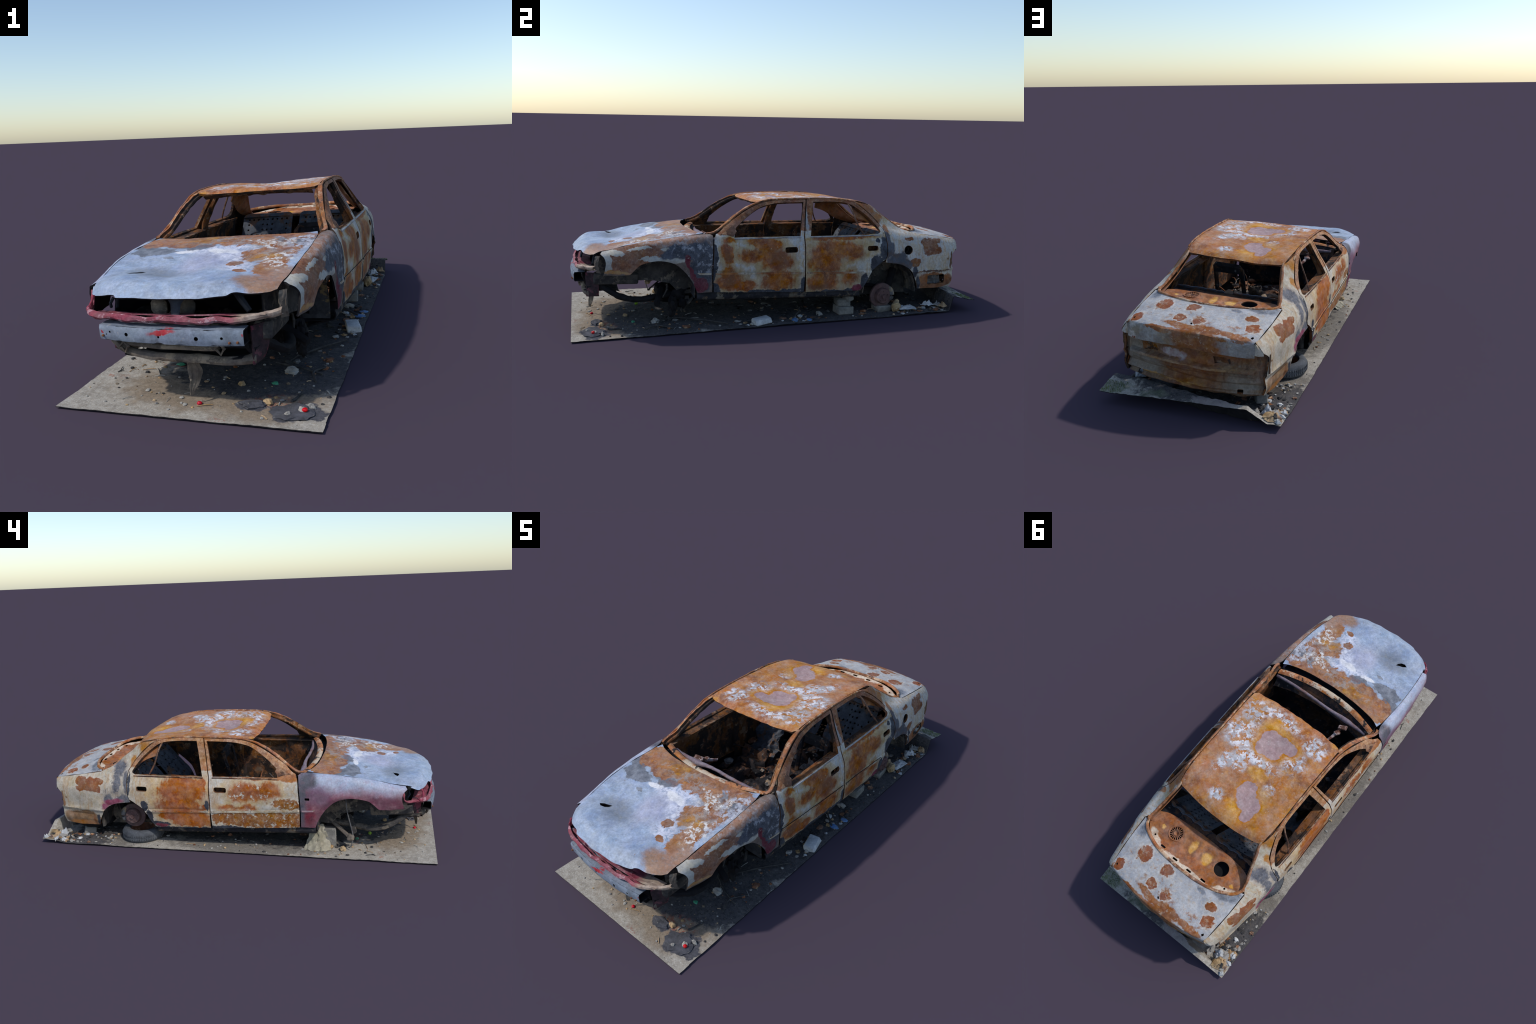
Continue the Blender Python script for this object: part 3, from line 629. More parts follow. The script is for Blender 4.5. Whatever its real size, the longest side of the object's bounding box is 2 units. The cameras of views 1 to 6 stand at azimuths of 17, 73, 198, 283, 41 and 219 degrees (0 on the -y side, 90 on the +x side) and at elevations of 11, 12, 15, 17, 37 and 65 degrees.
def side_panel(name, outline, holes, mats, side, thick=.006, sp=.011, relief=None, parent=car, seed=0, **k):
    P2, F = flat_mesh(outline, holes, sp)
    V = []
    for y, a in P2:
        s = s_of_a(a); x, z = surf(y, s)
        d = wobble((side*x, y, z), .0014, seed)
        if relief: d += relief(y, z)
        s2 = min(9, s+.05); s1 = max(0, s-.05); xa, za = surf(y, s1); xb, zb = surf(y, s2)
        n = np.array([zb-za, -(xb-xa)]); n /= max(1e-9, np.linalg.norm(n))
        V.append((side*(x+n[0]*d), y, z+n[1]*d))
    return obj(name, *_sh(shell(V, F, thick, (side, 0, .5)), mats, parent), **k)
def _sh(r, mats, parent): return r[0], r[1], mats, parent, r[2]

def top_panel(name, outline, holes, mats, thick=.006, sp=.012, zf=None, parent=car, **k):
    P2, F = flat_mesh(outline, holes, sp)
    V = []
    for x, y in P2:
        z = top_z(x, y); p = zf(x, y, z) if zf else (x, y, z)
        V.append((p[0], p[1], p[2] + wobble(p, .0014, 7)))
    return obj(name, *_sh(shell(V, F, thick, (0, 0, 1)), mats, parent), **k)

# ---------------------------------------------------------------- bonnet
hood_r = smooth([(0,-.446),(.15,-.437),(.25,-.418),(.297,-.396)]) + smooth([(.305,-.43),(.311,-.52),(.312,-.6),(.306,-.72),(.292,-.845),(.284,-.886)]) 
hood_front = smooth([(.284,-.886),(.262,-.908),(.225,-.928),(.178,-.940),(.152,-.956),(.08,-.971),(0,-.977),(-.08,-.975),(-.160,-.967),(-.182,-.953),(-.235,-.938),(-.275,-.912),(-.294,-.872)])[1:]
hood_l = [(-x, y) for x, y in reversed(hood_r[1:])][1:]
def hood_shape(x, y, z):
    ax = abs(x)
    edge = -.977 + .55*ax**2 + 3.2*max(0, ax-.2)**2          # nose line in plan
    d = max(0, y - edge)
    if d < .06: z -= .030*(1-d/.06)**2
    z -= .018*gauss(((x+.07)/.10)**2 + ((y+.77)/.09)**2)
    z += .013*gauss(((x+.20)/.075)**2 + ((y+.88)/.09)**2)       # kicked-in hollow
    z -= .006*gauss(((x-.12)/.09)**2 + ((y+.74)/.10)**2)
    z += .004*gauss(((x-.16)/.05)**2 + ((y+.55)/.08)**2)
    z += .003*math.sin(y*16+x*7)*gauss((x/.25)**2)
    z += .0016*fbm((x, y, 0), 22, 3, 2)
    y2 = y + (.003*fbm((x, y, 0), 16, 9, 2) if d < .02 else 0)
    return (x, y2, z)
hood_hole = [(-.212,-.812),(-.195,-.800),(-.176,-.795),(-.158,-.788),(-.164,-.803),(-.176,-.815),(-.196,-.820)]
top_panel("hood", hood_r + hood_front + hood_l, [hood_hole], [M_hood, M_soot], zf=hood_shape, thick=.006, sp=.010)

# ---------------------------------------------------------------- fenders
ARCH_F = [(-.728,.262),(-.706,.284),(-.683,.302),(-.635,.314),(-.587,.313),(-.535,.296),(-.488,.252),(-.455,.200),(-.438,.157)]
ARCH_R = [(.694,.104),(.686,.125),(.672,.158),(.640,.207),(.588,.238),(.527,.250),(.495,.256)]
def fender_relief(y, z):
    d = .004*gauss(((z-.246)/.010)**2) * (1 if y > -.45 else 0)
    for i in range(len(ARCH_F)-1):                                 # rolled arch lip
        pass
    r = math.hypot(y+.585, (z-.155)*1.0)
    d += .005*gauss(((r-.165)/.012)**2) * (1 if z > .2 else .3)
    return d + .002*fbm((y, z, 0), 14, 5, 2)
for side in (1, -1):
    outl = YZ(smooth([(-.370,.157),(-.371,.25),(-.366,.34),(-.362,.395)])) + YS([(-.360,5.0),(-.372,5.75),(-.390,5.98)]) \
        + YS([(y, 5.98) for y in (-.45,-.52,-.6,-.68,-.76,-.85)]) + YZ(smooth([(-.858,.352),(-.842,.336),(-.836,.312),(-.840,.285),(-.848,.256)])) \
        + YZ([(-.79,.252),(-.735,.256)]) + YZ(smooth(ARCH_F, 4))
    holes = [YZ(rrect(-.402, .305, .022, .012, .003))] if side < 0 else []
    side_panel("fender", outl, holes, [M_fender_l if side > 0 else M_fender_r, M_soot], side, thick=.007, relief=fender_relief, seed=3*side)

for side in (1, -1):
    strip = [(y, .226-.043*(y-.07)+.0045) for y in np.linspace(-.438, -.376, 6)] + [(y, .226-.043*(y-.07)-.0045) for y in np.linspace(-.376, -.438, 6)]
    side_panel("trim_strip", YZ(strip), [], [M_trim_l if side > 0 else M_trim_r, M_soot], side, thick=.003, sp=.006, relief=lambda y, z: .0045, seed=3*side)
# ---------------------------------------------------------------- doors
def door_relief(y, z):
    ref = .229 - .043*(y-.07) 
    d = -.004*gauss(((z-ref-.004)/.0028)**2) + .0035*gauss(((z-ref+.006)/.006)**2)
    d += .0020*fbm((y*.8, z, 0), 10, 15, 2)
    return d
F_DOOR = smooth([(-.363,.157),(-.365,.25),(-.360,.34),(-.356,.392),(-.346,.420)]) + smooth([(-.30,.452),(-.25,.484),(-.19,.520),(-.12,.551),(-.05,.562),(.03,.564),(.113,.565)]) + [(.075,.395),(.073,.23),(.071,.131)]
F_WIN = smooth([(.058,.398),(-.12,.402),(-.262,.404)],3) + smooth([(-.250,.444),(-.196,.487),(-.125,.531),(-.06,.547),(.0,.552),(.099,.553)])
R_DOOR = [(.081,.131),(.078,.23),(.080,.395),(.118,.565)] + smooth([(.25,.562),(.325,.556),(.37,.544),(.43,.496),(.475,.449),(.498,.411),(.503,.38),(.504,.29)]) + smooth([(.497,.270),(.468,.252),(.424,.217),(.394,.160),(.368,.122)])
R_WIN = smooth([(.150,.553),(.25,.551),(.33,.541),(.38,.514),(.435,.468),(.470,.425),(.480,.404),(.462,.394)]) + [(.40,.393),(.25,.395),(.110,.397)]
for side in (1, -1):
    h = YZ(rrect(.008 if side > 0 else .020, .338, .062, .026, .009))
    d = side_panel("front_door", YZ(F_DOOR), [YZ(F_WIN), h], [M_door_fl if side > 0 else M_door_fr, M_inner], side, thick=.013, relief=door_relief, seed=5+side)
    h = YZ(rrect(.426, .328, .056, .024, .009))
    d2 = side_panel("rear_door", YZ(R_DOOR), [YZ(R_WIN), h], [M_door_rl if side > 0 else M_door_rr, M_inner], side, thick=.013, relief=door_relief, seed=9+side)
    # inner skins
    for dd, out in ((d, [(-.345,.165),(-.345,.385),(.066,.385),(.064,.14)]), (d2, [(.09,.14),(.09,.383),(.485,.378),(.485,.30),(.40,.21),(.37,.135)])):
        P2, F = flat_mesh(YZ(out), [], .016); V = []
        for y, a in P2:
            x, z = surf(y, s_of_a(a)); V.append((side*(x-.052+.010*fbm((y, z, side), 12, 2, 2)), y, z))
        obj("door_inner_panel", *_sh(shell(V, F, .004, (-side, 0, 0)), [M_inner], dd))
    # shelf closing the top of the door along the belt
    for dd, y0, y1 in ((d, -.34, .066), (d2, .09, .47)):
        def belt(u, v):
            y = y0 + u*(y1-y0); x, z = surf(y, 4.0)
            return (side*(x-.006-.048*v), y, z-.002-.006*v+.003*nz((y, v, side), 30))
        obj("belt_rail", *_sh(sheet(belt, 40, 5, .004, (0, 0, 1)), [M_inner], dd))
    # rubbing strip seat along the doors, with its clip holes
    for dd, y0, y1, clips in ((d, -.356, .066, (-.335,-.22,-.13,-.01,.055)), (d2, .086, .376, (.10,.17,.25,.36))):
        def zr(y): return .226 - .043*(y-.07)
        strip = [(y, zr(y)+.0045) for y in np.linspace(y0, y1, 12)] + [(y, zr(y)-.0045) for y in np.linspace(y1, y0, 12)]
        side_panel("trim_strip", YZ(strip), [YZ(circle(y, zr(y), .0022, 7)) for y in clips], [M_trim_l if side > 0 else M_trim_r, M_soot], side, thick=.003, sp=.006, relief=lambda y, z: .0045 + .0020*fbm((y*.8, z, 0), 10, 15, 2), parent=dd, seed=(5 if dd is d else 9)+side)
    # frame bar across the rear side window
    pts = []
    for t in np.linspace(0, 1, 7):
        y = .332 + .055*t; z = .540 - .148*t; x, zz = surf(y, s_of_z(y, z)); pts.append((side*(x-.006), y + .004*math.sin(t*7), z))
    obj("window_divider", *tube(pts, .0042, 6), [M_frame], d2)
    # mirror base in the front corner
    tri = YZ([(-.325,.420),(-.266,.408),(-.248,.430),(-.262,.456)])
    P2, F = flat_mesh(tri, [circle(-.272, a_of_s(s_of_z(-.272,.425)), .007, 8)], .008)
    V = [(side*(surf(y, s_of_a(a))[0]+.002), y, surf(y, s_of_a(a))[1]) for y, a in P2]
    obj("mirror_mount", *_sh(shell(V, F, .004, (side, 0, 0)), [M_frame], d))
    # bright window seal at the bottom of the glass opening
    for dd, y0, y1 in ((d, -.262, .060), (d2, .108, .470)):
        pts = []
        for t in np.linspace(0, 1, 16):
            y = y0+(y1-y0)*t; x, z = surf(y, s_of_z(y, .398 - .010*(y+.26)/.7)); pts.append((side*(x+.0005), y, z+.001*nz((y, 0, side), 20)))
        obj("window_seal", *tube(pts, .0035, 6), [M_seal if side > 0 else M_frame], dd)

# ---------------------------------------------------------------- sills
for side in (1, -1):
    def sill(u, v):
        y = -.440 + .808*u
        zt = .158 - .036*(y+.44)/.8; zb = .120 - .032*(y+.44)/.8
        if v < .6:
            z = zt + (zb-zt)*v/.6; x = .346 + .006*math.sin(v*6)
        else:
            z = zb - .004*math.sin((v-.6)*7.8); x = .346 - (v-.6)*.22
        p = (side*x, y, z); k = .0025*fbm(p, 18, 4, 2)
        return (side*(x+k), y, z+k)
    obj("sill", *_sh(sheet(sill, 90, 12, .005, (side, 0, -.3)), [M_sill, M_soot], car))

# ---------------------------------------------------------------- rear quarters
def quarter_relief(side):
    def f(y, z):
        d = 0
        if z < .19 and y > .60:
            d -= .004*min(1, (.19-z)/.008)
        if y > .6: d += .004*gauss(((z-.197)/.006)**2)
        if side < 0 and abs(y-.785) < .075 and abs(z-.142) < .034:
            d -= .006*min(1, (.075-abs(y-.785))/.01)*min(1, (.034-abs(z-.142))/.008)
        r = math.hypot(y-.535, z-.10)
        d += .004*gauss(((r-.157)/.010)**2) * (1 if z > .12 else 0)
        if side > 0:
            q = max(abs(y-.624), abs(z-.309)); 
            if q < .037: d -= .006*min(1, (.037-q)/.004)
        return d + .0022*fbm((y, z, side), 13, 8, 2)
    return f
for side in (1, -1):
    outl = YZ([(.508,.292),(.507,.38),(.502,.413)] + smooth([(.479,.452),(.434,.500),(.374,.548)])) + YS([(.350,6.05),(.40,6.35),(.44,6.75),(.462,7.0)]) \
        + YS([(y, 7.0) for y in (.50,.54,.58,.62,.645)]) + YS([(.658,6.6),(.668,6.0)]) + YS([(y, 5.97) for y in (.74,.80,.86,.905,.930)]) \
        + YS([(.931,5.4),(.931,5.0)]) + YZ([(.930,.315),(.926,.300)]) + YZ(smooth([(.910,.288),(.896,.272),(.893,.245),(.898,.212),(.906,.190),(.903,.150),(.898,.102)])) + YZ([(.80,.099)]) + YZ(smooth(ARCH_R, 4))
    if side > 0:
        fuel = YZ(circle(.628, .309, .024, 18))
        lamp = YZ(rrect(.800, .146, .105, .050, .008))
        holes = [fuel, lamp]
    else: holes = []
    side_panel("rear_quarter", outl, holes, [M_quarter_l if side > 0 else M_quarter_r, M_inner], side, thick=.008, relief=quarter_relief(side), seed=13+side)
# filler neck and plastic behind the left side
b = Bag(); b.add(lathe([(.0,.318),(.012,.318),(.013,.330),(.019,.331),(.020,.322),(.026,.318),(.028,.345)], (0,.624,.309), 'x', 20))
b.make("fuel_filler", [M_soot], car)
def plast(u, v):
    p = (.298 + .022*fbm((u*2, v*2, 1), 1.3, 2), .735+.11*u, .116+.055*v); return p
obj("melted_plastic", *_sh(sheet(plast, 24, 14, .003, (1, 0, 0)), [M_ash], car))

# ---------------------------------------------------------------- roof, cant rails, screen pillars
roof_half = smooth([(0,-.137),(.10,-.135),(.18,-.129),(.238,-.120)]) + [(.253,-.105),(.252,-.085),(.252,.0),(.250,.15),(.250,.28),(.250,.335),(.246,.40),(.2405,.456)]
roof_rear = smooth([(.236,.466),(.2,.473),(.1,.487),(0,.492),(-.1,.489),(-.2,.476),(-.236,.466)])
roof_out = roof_half + roof_rear + [(-x, y) for x, y in reversed(roof_half)][:-1]
def roof_shape(x, y, z):
    z -= .011*gauss(((x+.01)/.10)**2 + ((y-.05)/.10)**2) 
    z -= .013*gauss(((x+.06)/.10)**2 + ((y-.33)/.10)**2)
    z += .0025*gauss(((y-.19)/.03)**2)*math.cos(x*9)
    z += .0020*fbm((x, y, 0), 14, 21, 3)
    d = y + .137
    y2 = y + (.004*fbm((x, y, 0), 30, 2, 2) if d < .03 else 0)
    if d < .018: z -= .010*(1-d/.018)
    if y > .462 and abs(x) < .23: z -= .25*(y-.462)
    return (x, y2, z)
top_panel("roof", roof_out, [], [M_roof, M_inner], zf=roof_shape, thick=.010, sp=.011)
b = Bag()                                   # ragged header flange under the front edge of the roof
def header(u, v):
    x = -.225+.45*u; y = -.128 + .05*(x/.23)**2*.2 + .028*v
    return (x, y, top_z(x, -.12) - .012 - .016*v - .010*max(0, fbm((x, 0, 0), 18, 3, 2))*v)
obj("roof_header", *_sh(sheet(header, 70, 6, .004, (0, -1, .2)), [M_frame], car))
def rear_header(u, v):
    x = -.225+.45*u; y = .478 - .4*(x*x)*.6 - .03*v
    return (x, y, top_z(x, .46) - .016 - .012*v)
obj("roof_header", *_sh(sheet(rear_header, 50, 5, .004, (0, 1, -.2)), [M_frame], car))
for side in (1, -1):
    # screen pillar: skin between glass and door frame, thick and wavy
    ys = np.linspace(-.385, -.105, 26)
    def pil(u, v):
        y = -.385 + .285*u
        s = 6.02 + (.55 + .05*math.sin(u*9))*v
        x, z = surf(y, s); p = (side*x, y, z)
        k = .0025*fbm(p, 24, 6, 2) + (.003 if side > 0 else .001)
        return (side*(x+k), y, z+k)
    obj("screen_pillar", *_sh(sheet(pil, 40, 7, .014, (side, 0, 1)), [M_pillar, M_inner], car))
    # drip rail along the door tops down to the base of the pillar
    pts = []; rr = []
    for y in np.linspace(-.372, .40, 70):
        x, z = surf(y, 6.03); w = .0015*fbm((y, 0, side), 30, 2, 2)
        pts.append((side*(x+.001+w), y, z+w)); rr.append(.0045 + .0012*nz((y, 1, side), 20))
    obj("drip_rail", *tube(pts, rr, 7), [M_pillar], car)
    # inner side frame: cant rail and centre post
    pts = [(side*(surf(y, 6.35)[0]-.010), y+.004, surf(y, 6.35)[1]-.015) for y in np.linspace(-.38, .52, 50)]
    b = Bag(); b.add(tube(pts, .008, 8, rough=.003, seed=side)); 
    post = [(side*.325,.09,.10),(side*.328,.09,.25),(side*.320,.092,.39),(side*.285,.105,.47),(side*.245,.118,.545)]
    b.add(tube(smooth(post, 4), [.026-.010*k/16 for k in range(17)], 8, flat=.8, up=(1, 0, 0), rough=.006, seed=side+3))
    b.make("inner_frame", [M_inner], car)

# ---------------------------------------------------------------- boot lid (top and rear face)
lid_f = smooth([(.281,.672),(.26,.700),(.2,.733),(.1,.755),(0,.762),(-.1,.755),(-.2,.733),(-.26,.700),(-.281,.672)])
def lid_y(x): return .970 - .46*x*x
LIDX = .2790
lid_out = [(.2990,.665)] + lid_f + [(-.2990,.665),(-.2955,.78),(-.2868,.88),(-LIDX,lid_y(LIDX)+.062)] + [(x, lid_y(x)+.066-.004*math.cos(x*14)) for x in np.linspace(-.25,.25,12)] + [(LIDX,lid_y(LIDX)+.062),(.2868,.88),(.2955,.78)]
def lid_shape(x, y, z):
    e = lid_y(x) - .010; q = y - e
    zt = top_z(x, min(y, e))
    zt -= .0025*gauss(((abs(x)-.16)/.06)**2 + ((y-.84)/.05)**2)
    zt += .0015*fbm((x, y, 0), 15, 31, 2)
    if q <= 0: return (x, y, zt)
    R = .010; L = R*math.pi/2
    if q < L:
        a = q/R; return (x, e + R*math.sin(a), zt - R*(1-math.cos(a)))
    d = q - L
    return (x, e + R + .003*math.sin(d*40) - .05*max(0, d-.05), zt - R - d)
top_panel("trunk_lid", lid_out, [[(.008,.912),(.004,.918),(-.003,.920),(-.004,.914),(.003,.908)], [(.262,.905),(.266,.915),(.258,.921),(.256,.912)], [(-.262,.908),(-.254,.918),(-.262,.924),(-.267,.915)]], [M_lid, M_inner], zf=lid_shape, thick=.007, sp=.010)

# ---------------------------------------------------------------- rear panel below the lid
def rear_y(x, z):
    y = .946 - .52*x*x - 1.0*max(0, abs(x)-.27)**2
    y += .022*min(1, max(0, (.0085-abs(z-.214-.004*math.sin(x*7)))/.0025))*min(1, max(0, (.285-abs(x))/.012)) # ledge
    y += .006*gauss(((z-.205)/.020)**2)*(abs(x) < .28)
    if z > .222: y -= min(1, (z-.222)/.01)*(.002 + .008*gauss(((abs(x)-.16)/.05)**2)) - .010*max(0, (z-.24)/.05)
    y += .013*gauss(((z-.128-.01*math.sin(x*9))/.007)**2) - .011*gauss(((z-.150-.01*math.sin(x*8))/.008)**2) + .013*gauss(((z-.106)/.006)**2) + .008*gauss(((z-.186)/.004)**2)*(abs(x) < .27) - .006*gauss(((z-.118-.004*math.sin(x*15))/.004)**2)
    y -= .012*max(0, (.10-z)/.02) + .014*max(0, (.15-z)/.06)
    for xx in (-.10, .17): y += .004*gauss(((x-xx)/.018)**2 + ((z-.175)/.016)**2)
    y += .005*fbm((x, z, 0), 12, 17, 3)
    y -= .016*gauss(((abs(x)-.318)/.018)**2)*(1 if z > .19 else .35)      # lamp corners folded in
    return y
rp_out = [(.322,.292),(.2,.300),(0,.300),(-.2,.300),(-.322,.292)] + [(-.330,.25),(-.318,.19),(-.302,.10)] + smooth([(-.29,.098),(-.24,.084),(-.2,.076),(-.16,.090),(-.1,.084),(-.05,.094),(0,.088),(.06,.097),(.1,.090),(.16,.095),(.2,.087),(.25,.096),(.296,.100)],3) + [(.316,.19),(.330,.25)]
rp_holes = [[(.205,.262),(.150,.257),(.147,.230),(.198,.238)], [(-.105,.258),(-.155,.256),(-.172,.232),(-.112,.228)], rrect(.240,.119,.022,.024,.003), rrect(-.218,.112,.024,.026,.003)]
P2, F = flat_mesh(rp_out, rp_holes, .0055)
obj("rear_panel", *_sh(shell([(x, rear_y(x, z), z) for x, z in P2], F, .007, (0, 1, 0)), [M_rear, M_inner], car))
b = Bag()
for x in (.18, -.135): b.add(box((x,.922,.245), (.075,.004,.05), (0, .1, 0), .001))
b.make("lamp_backing", [M_inner], car)
# rear corners: the quarter wraps round to the lid; below it the empty lamp recess
for side in (1, -1):
    def corner(u, v):
        z = .291 + .059*v
        xq, zq = surf(.930, min(5.95, s_of_z(.930, z))); x0 = .2805
        x = x0 + (xq+.001-x0)*u; y = .936 - .010*u + .006*math.sin(u*3.14)
        return (side*x, y + .002*fbm((u, v, side), 4, 3), min(z, zq-.001))
    obj("rear_corner", *_sh(sheet(corner, 10, 12, .006, (side*.3, 1, 0)), [M_quarter_l if side > 0 else M_quarter_r, M_inner], car))
    def fold(u, v):
        z = .286 - .085*u; x = side*(.330 - .05*v + .004*fbm((u, v, side), 3, 1)); y = .893 - .016*math.sin(v*3) + .004*fbm((u, v, side), 5, 2)
        return (x, y, z)
    obj("lamp_housing", *_sh(sheet(fold, 16, 8, .003, (side, 1, 0)), [M_rear], car))

# ---------------------------------------------------------------- parcel shelf, rear screen frame
shelf_out = smooth([(.276,.662),(.24,.702),(.15,.737),(0,.750),(-.15,.737),(-.24,.702),(-.276,.662)]) + smooth([(-.272,.60),(-.2,.574),(0,.562),(.2,.574),(.272,.60)])
P2, F = flat_mesh(shelf_out, [circle(-.142,.638,.036,22), circle(.134,.636,.034,24)] + [rrect(x, y0, .026, .009, .002) for x, y0 in ((.14,.722),(.055,.735),(-.03,.738),(-.11,.732))] + [circle(.21,.700,.005,8), circle(-.21,.700,.005,8)], .009)
def shelf_z(x, y):
    z = .377 + .012*max(0, (y-.70)/.04) - .002*abs(x)
    for cx in (.040, -.048): 
        q = max(abs(x-cx)/.036, abs(y-.636-.01*(x>0))/.042)
        if q < 1: z -= .008*min(1, (1-q)*4)
    z += .004*gauss(((math.hypot(x-.134, y-.636)-.040)/.006)**2) + .004*gauss(((math.hypot(x+.142, y-.638)-.041)/.006)**2)
    if y < .585: z -= .25*(.585-y)
    return z + .0015*fbm((x, y, 0), 20, 4, 2)
shelf = obj("parcel_shelf", *_sh(shell([(x, y, shelf_z(x, y)) for x, y in P2], F, .005, (0, 0, 1)), [M_shelf, M_inner], car))
b = Bag()
b.add(lathe([(.0,.366),(.010,.374),(.0125,.381),(.015,.376),(.015,.372)], (.134,.636,0), 'z', 24)); b.add(lathe([(.031,.376),(.033,.383),(.038,.384),(.040,.376)], (.134,.636,0), 'z', 28))
for k in range(18):
    a = 2*math.pi*k/18
    b.add(box((.134+.024*math.cos(a), .636+.024*math.sin(a), .379), (.019,.0034,.004), (0, 0, a), .001))
b.make("speaker", [M_shelf], shelf)
obj("speaker_well", *lathe([(0,.360),(.036,.360),(.037,.374)], (.134,.636,0), "z", 24), [M_soot], shelf)
obj("speaker_well", *lathe([(0,.338),(.037,.338),(.038,.376)], (-.142,.638,0), "z", 24), [M_soot], shelf)
def seat_top(u, v):
    x = -.268+.536*u; return (x, .525+.062*v-.02*(x/.27)**2*(1-v)+.02*(x/.27)**2*v, .372-.006*math.sin(v*3)+.004*fbm((x, v, 0), 11, 4))
obj("seat_back_top", *_sh(sheet(seat_top, 40, 6, .004, (0, 0, 1)), [M_charcoal], car))
pts = [(x, y, .384 if abs(x) < .25 else .388) for x, y in smooth([(.288,.650),(.27,.685),(.24,.710),(.15,.744),(0,.757),(-.15,.744),(-.24,.710),(-.27,.685),(-.288,.650)])]
pts = [(x, y, top_z(x, y)-.002) for x, y, z in pts]
obj("rear_screen_frame", *tube(pts, .0075, 8, rough=.002), [M_pillar], car)
for side in (1, -1):
    pts = []
    for y in np.linspace(.455, .655, 24):
        x, z = surf(y, 7.03); pts.append((side*(x-.003), y, z-.004))
    obj("rear_screen_frame", *tube(pts, .0065, 8, rough=.002), [M_pillar], car)
    def cinner(u, v):          # inner skin of the rear pillar
        y = .36 + .30*u; x, z = surf(y, 5.2+1.7*v); return (side*(x-.022), y, z-.016)
    obj("inner_frame", *_sh(sheet(cinner, 24, 8, .004, (-side, 0, -1)), [M_shelf], car))

# ---------------------------------------------------------------- cabin
def floor_z(x, y):
    edge = .122 - .034*(y+.44)/.8
    z = .090 - .010*(y+.44)/.8 + .040*gauss((x/.06)**2)*(y < .38)
    return max(z, edge - .25*(.325-abs(x)))
def floor_fn(u, v):
    y = -.44+1.32*v; hw = .322 if y < .37 else .322-.125*min(1, (y-.37)/.03)
    x = hw*(2*u-1); z = floor_z(x, y) + .004*fbm((x, y, 0), 10, 2)
    if y > .36: z += .06*min(1, (y-.36)/.06)
    return (x, y, z)
obj("floor_pan", *_sh(sheet(floor_fn, 40, 70, .006, (0, 0, 1)), [M_charcoal, M_soot], car))
def firewall(u, v):
    x = -.31+.62*u; z = .12+.275*v; y = -.425 + .04*(x/.3)**2 + .008*fbm((x, z, 0), 11, 3)
    return (x, y, z)
obj("firewall", *_sh(sheet(firewall, 40, 22, .005, (0, 1, 0)), [M_charcoal, M_soot], car))
def cowl(u, v):
    x = -.292+.584*u; y = -.428 + .052*(abs(x)/.29)**2.2 + .030*v
    return (x, y, .404 - .004*v + .006*math.sin(v*3.1) + .002*fbm((x, y, 0), 30, 3, 2))
obj("cowl_panel", *_sh(sheet(cowl, 60, 6, .006, (0, 0, 1)), [M_cowl, M_soot], car))
def plenum(u, v):
    x = -.29+.58*u; y = -.468 + .052*(abs(x)/.29)**2.2 + .052*v; return (x, y, .386 + .002*fbm((x, v, 0), 14, 3))
obj("cowl_drain", *_sh(sheet(plenum, 40, 5, .004, (0, 0, 1)), [M_soot], car))
def dash(u, v):
    x = -.285+.57*u; y = -.398 + .050*(abs(x)/.29)**2.2 + .045*v; return (x, y, .396 - .060*v + .006*fbm((x, v, 0), 12, 5))
obj("dashboard_shell", *_sh(sheet(dash, 44, 8, .004, (0, 1, 1)), [M_charcoal], car))
tube_pts = smooth([(.292,-.345,.380),(.2,-.352,.376),(.08,-.352,.378),(-.02,-.348,.380),(-.10,-.352,.374),(-.18,-.352,.372),(-.27,-.345,.378)], 6)
rad = [.0078 + .006*gauss(((p[0]+.14)/.06)**2) + .004*gauss(((p[0]-.29)/.02)**2) for p in tube_pts]
obj("dashboard_beam", *tube(tube_pts, rad, 10, rough=.002), [M_beam], car)
b = Bag(); b.add(box((-.155,-.315,.362),(.046,.026,.014),(.2,.2,.3),.004,.004,2)); b.add(box((-.145,-.280,.345),(.022,.030,.018),(.3,.1,-.3),.004,.006,3)); b.add(tube([(-.15,-.32,.355),(-.14,-.27,.335),(-.125,-.23,.32)],[.010,.008,.006],7,rough=.004))
b.make("steering_column", [M_column], car)
# burnt rear seat backs: perforated pressed panels
for x0, x1 in ((-.272,-.018), (.018,.262)):
    w = x1-x0; cx = (x0+x1)/2
    out = rrect(cx, .105, w, .23, .02)
    holes = []
    for i in range(9):
        for j in range(7):
            if (i in (0, 8)) or (3 <= i <= 5) or j % 3 == 0:
                holes.append(circle(x0+.030+i*(w-.06)/8, .025+j*.027, .0052, 7))
    P2, F = flat_mesh(out, holes, .012)
    V = [(x, .380+.150*(h/.21) + .004*fbm((x, h, 0), 16, x0) + .006*(abs(((x-x0)/w*4) % 1-.5) < .2), .200+.178*(h/.21)) for x, h in P2]
    obj("seat_back", *_sh(shell(V, F, .004, (0, -1, .3)), [M_seat], car))
# frame of the one front seat left standing
b = Bag()
fr = [(.245,.085,.185),(.245,.125,.362),(.235,.132,.374),(.105,.132,.370),(.095,.125,.355),(.090,.085,.185)]
b.add(tube(fr, .012, 7, rough=.006))
b.add(box((.17,.128,.352),(.15,.010,.045),(-.2,0,0),.003,.008,3))
b.add(box((.17,.02,.165),(.16,.17,.018),(.1,0,0),.004,.01,5))
b.make("seat_frame", [M_charcoal], car)
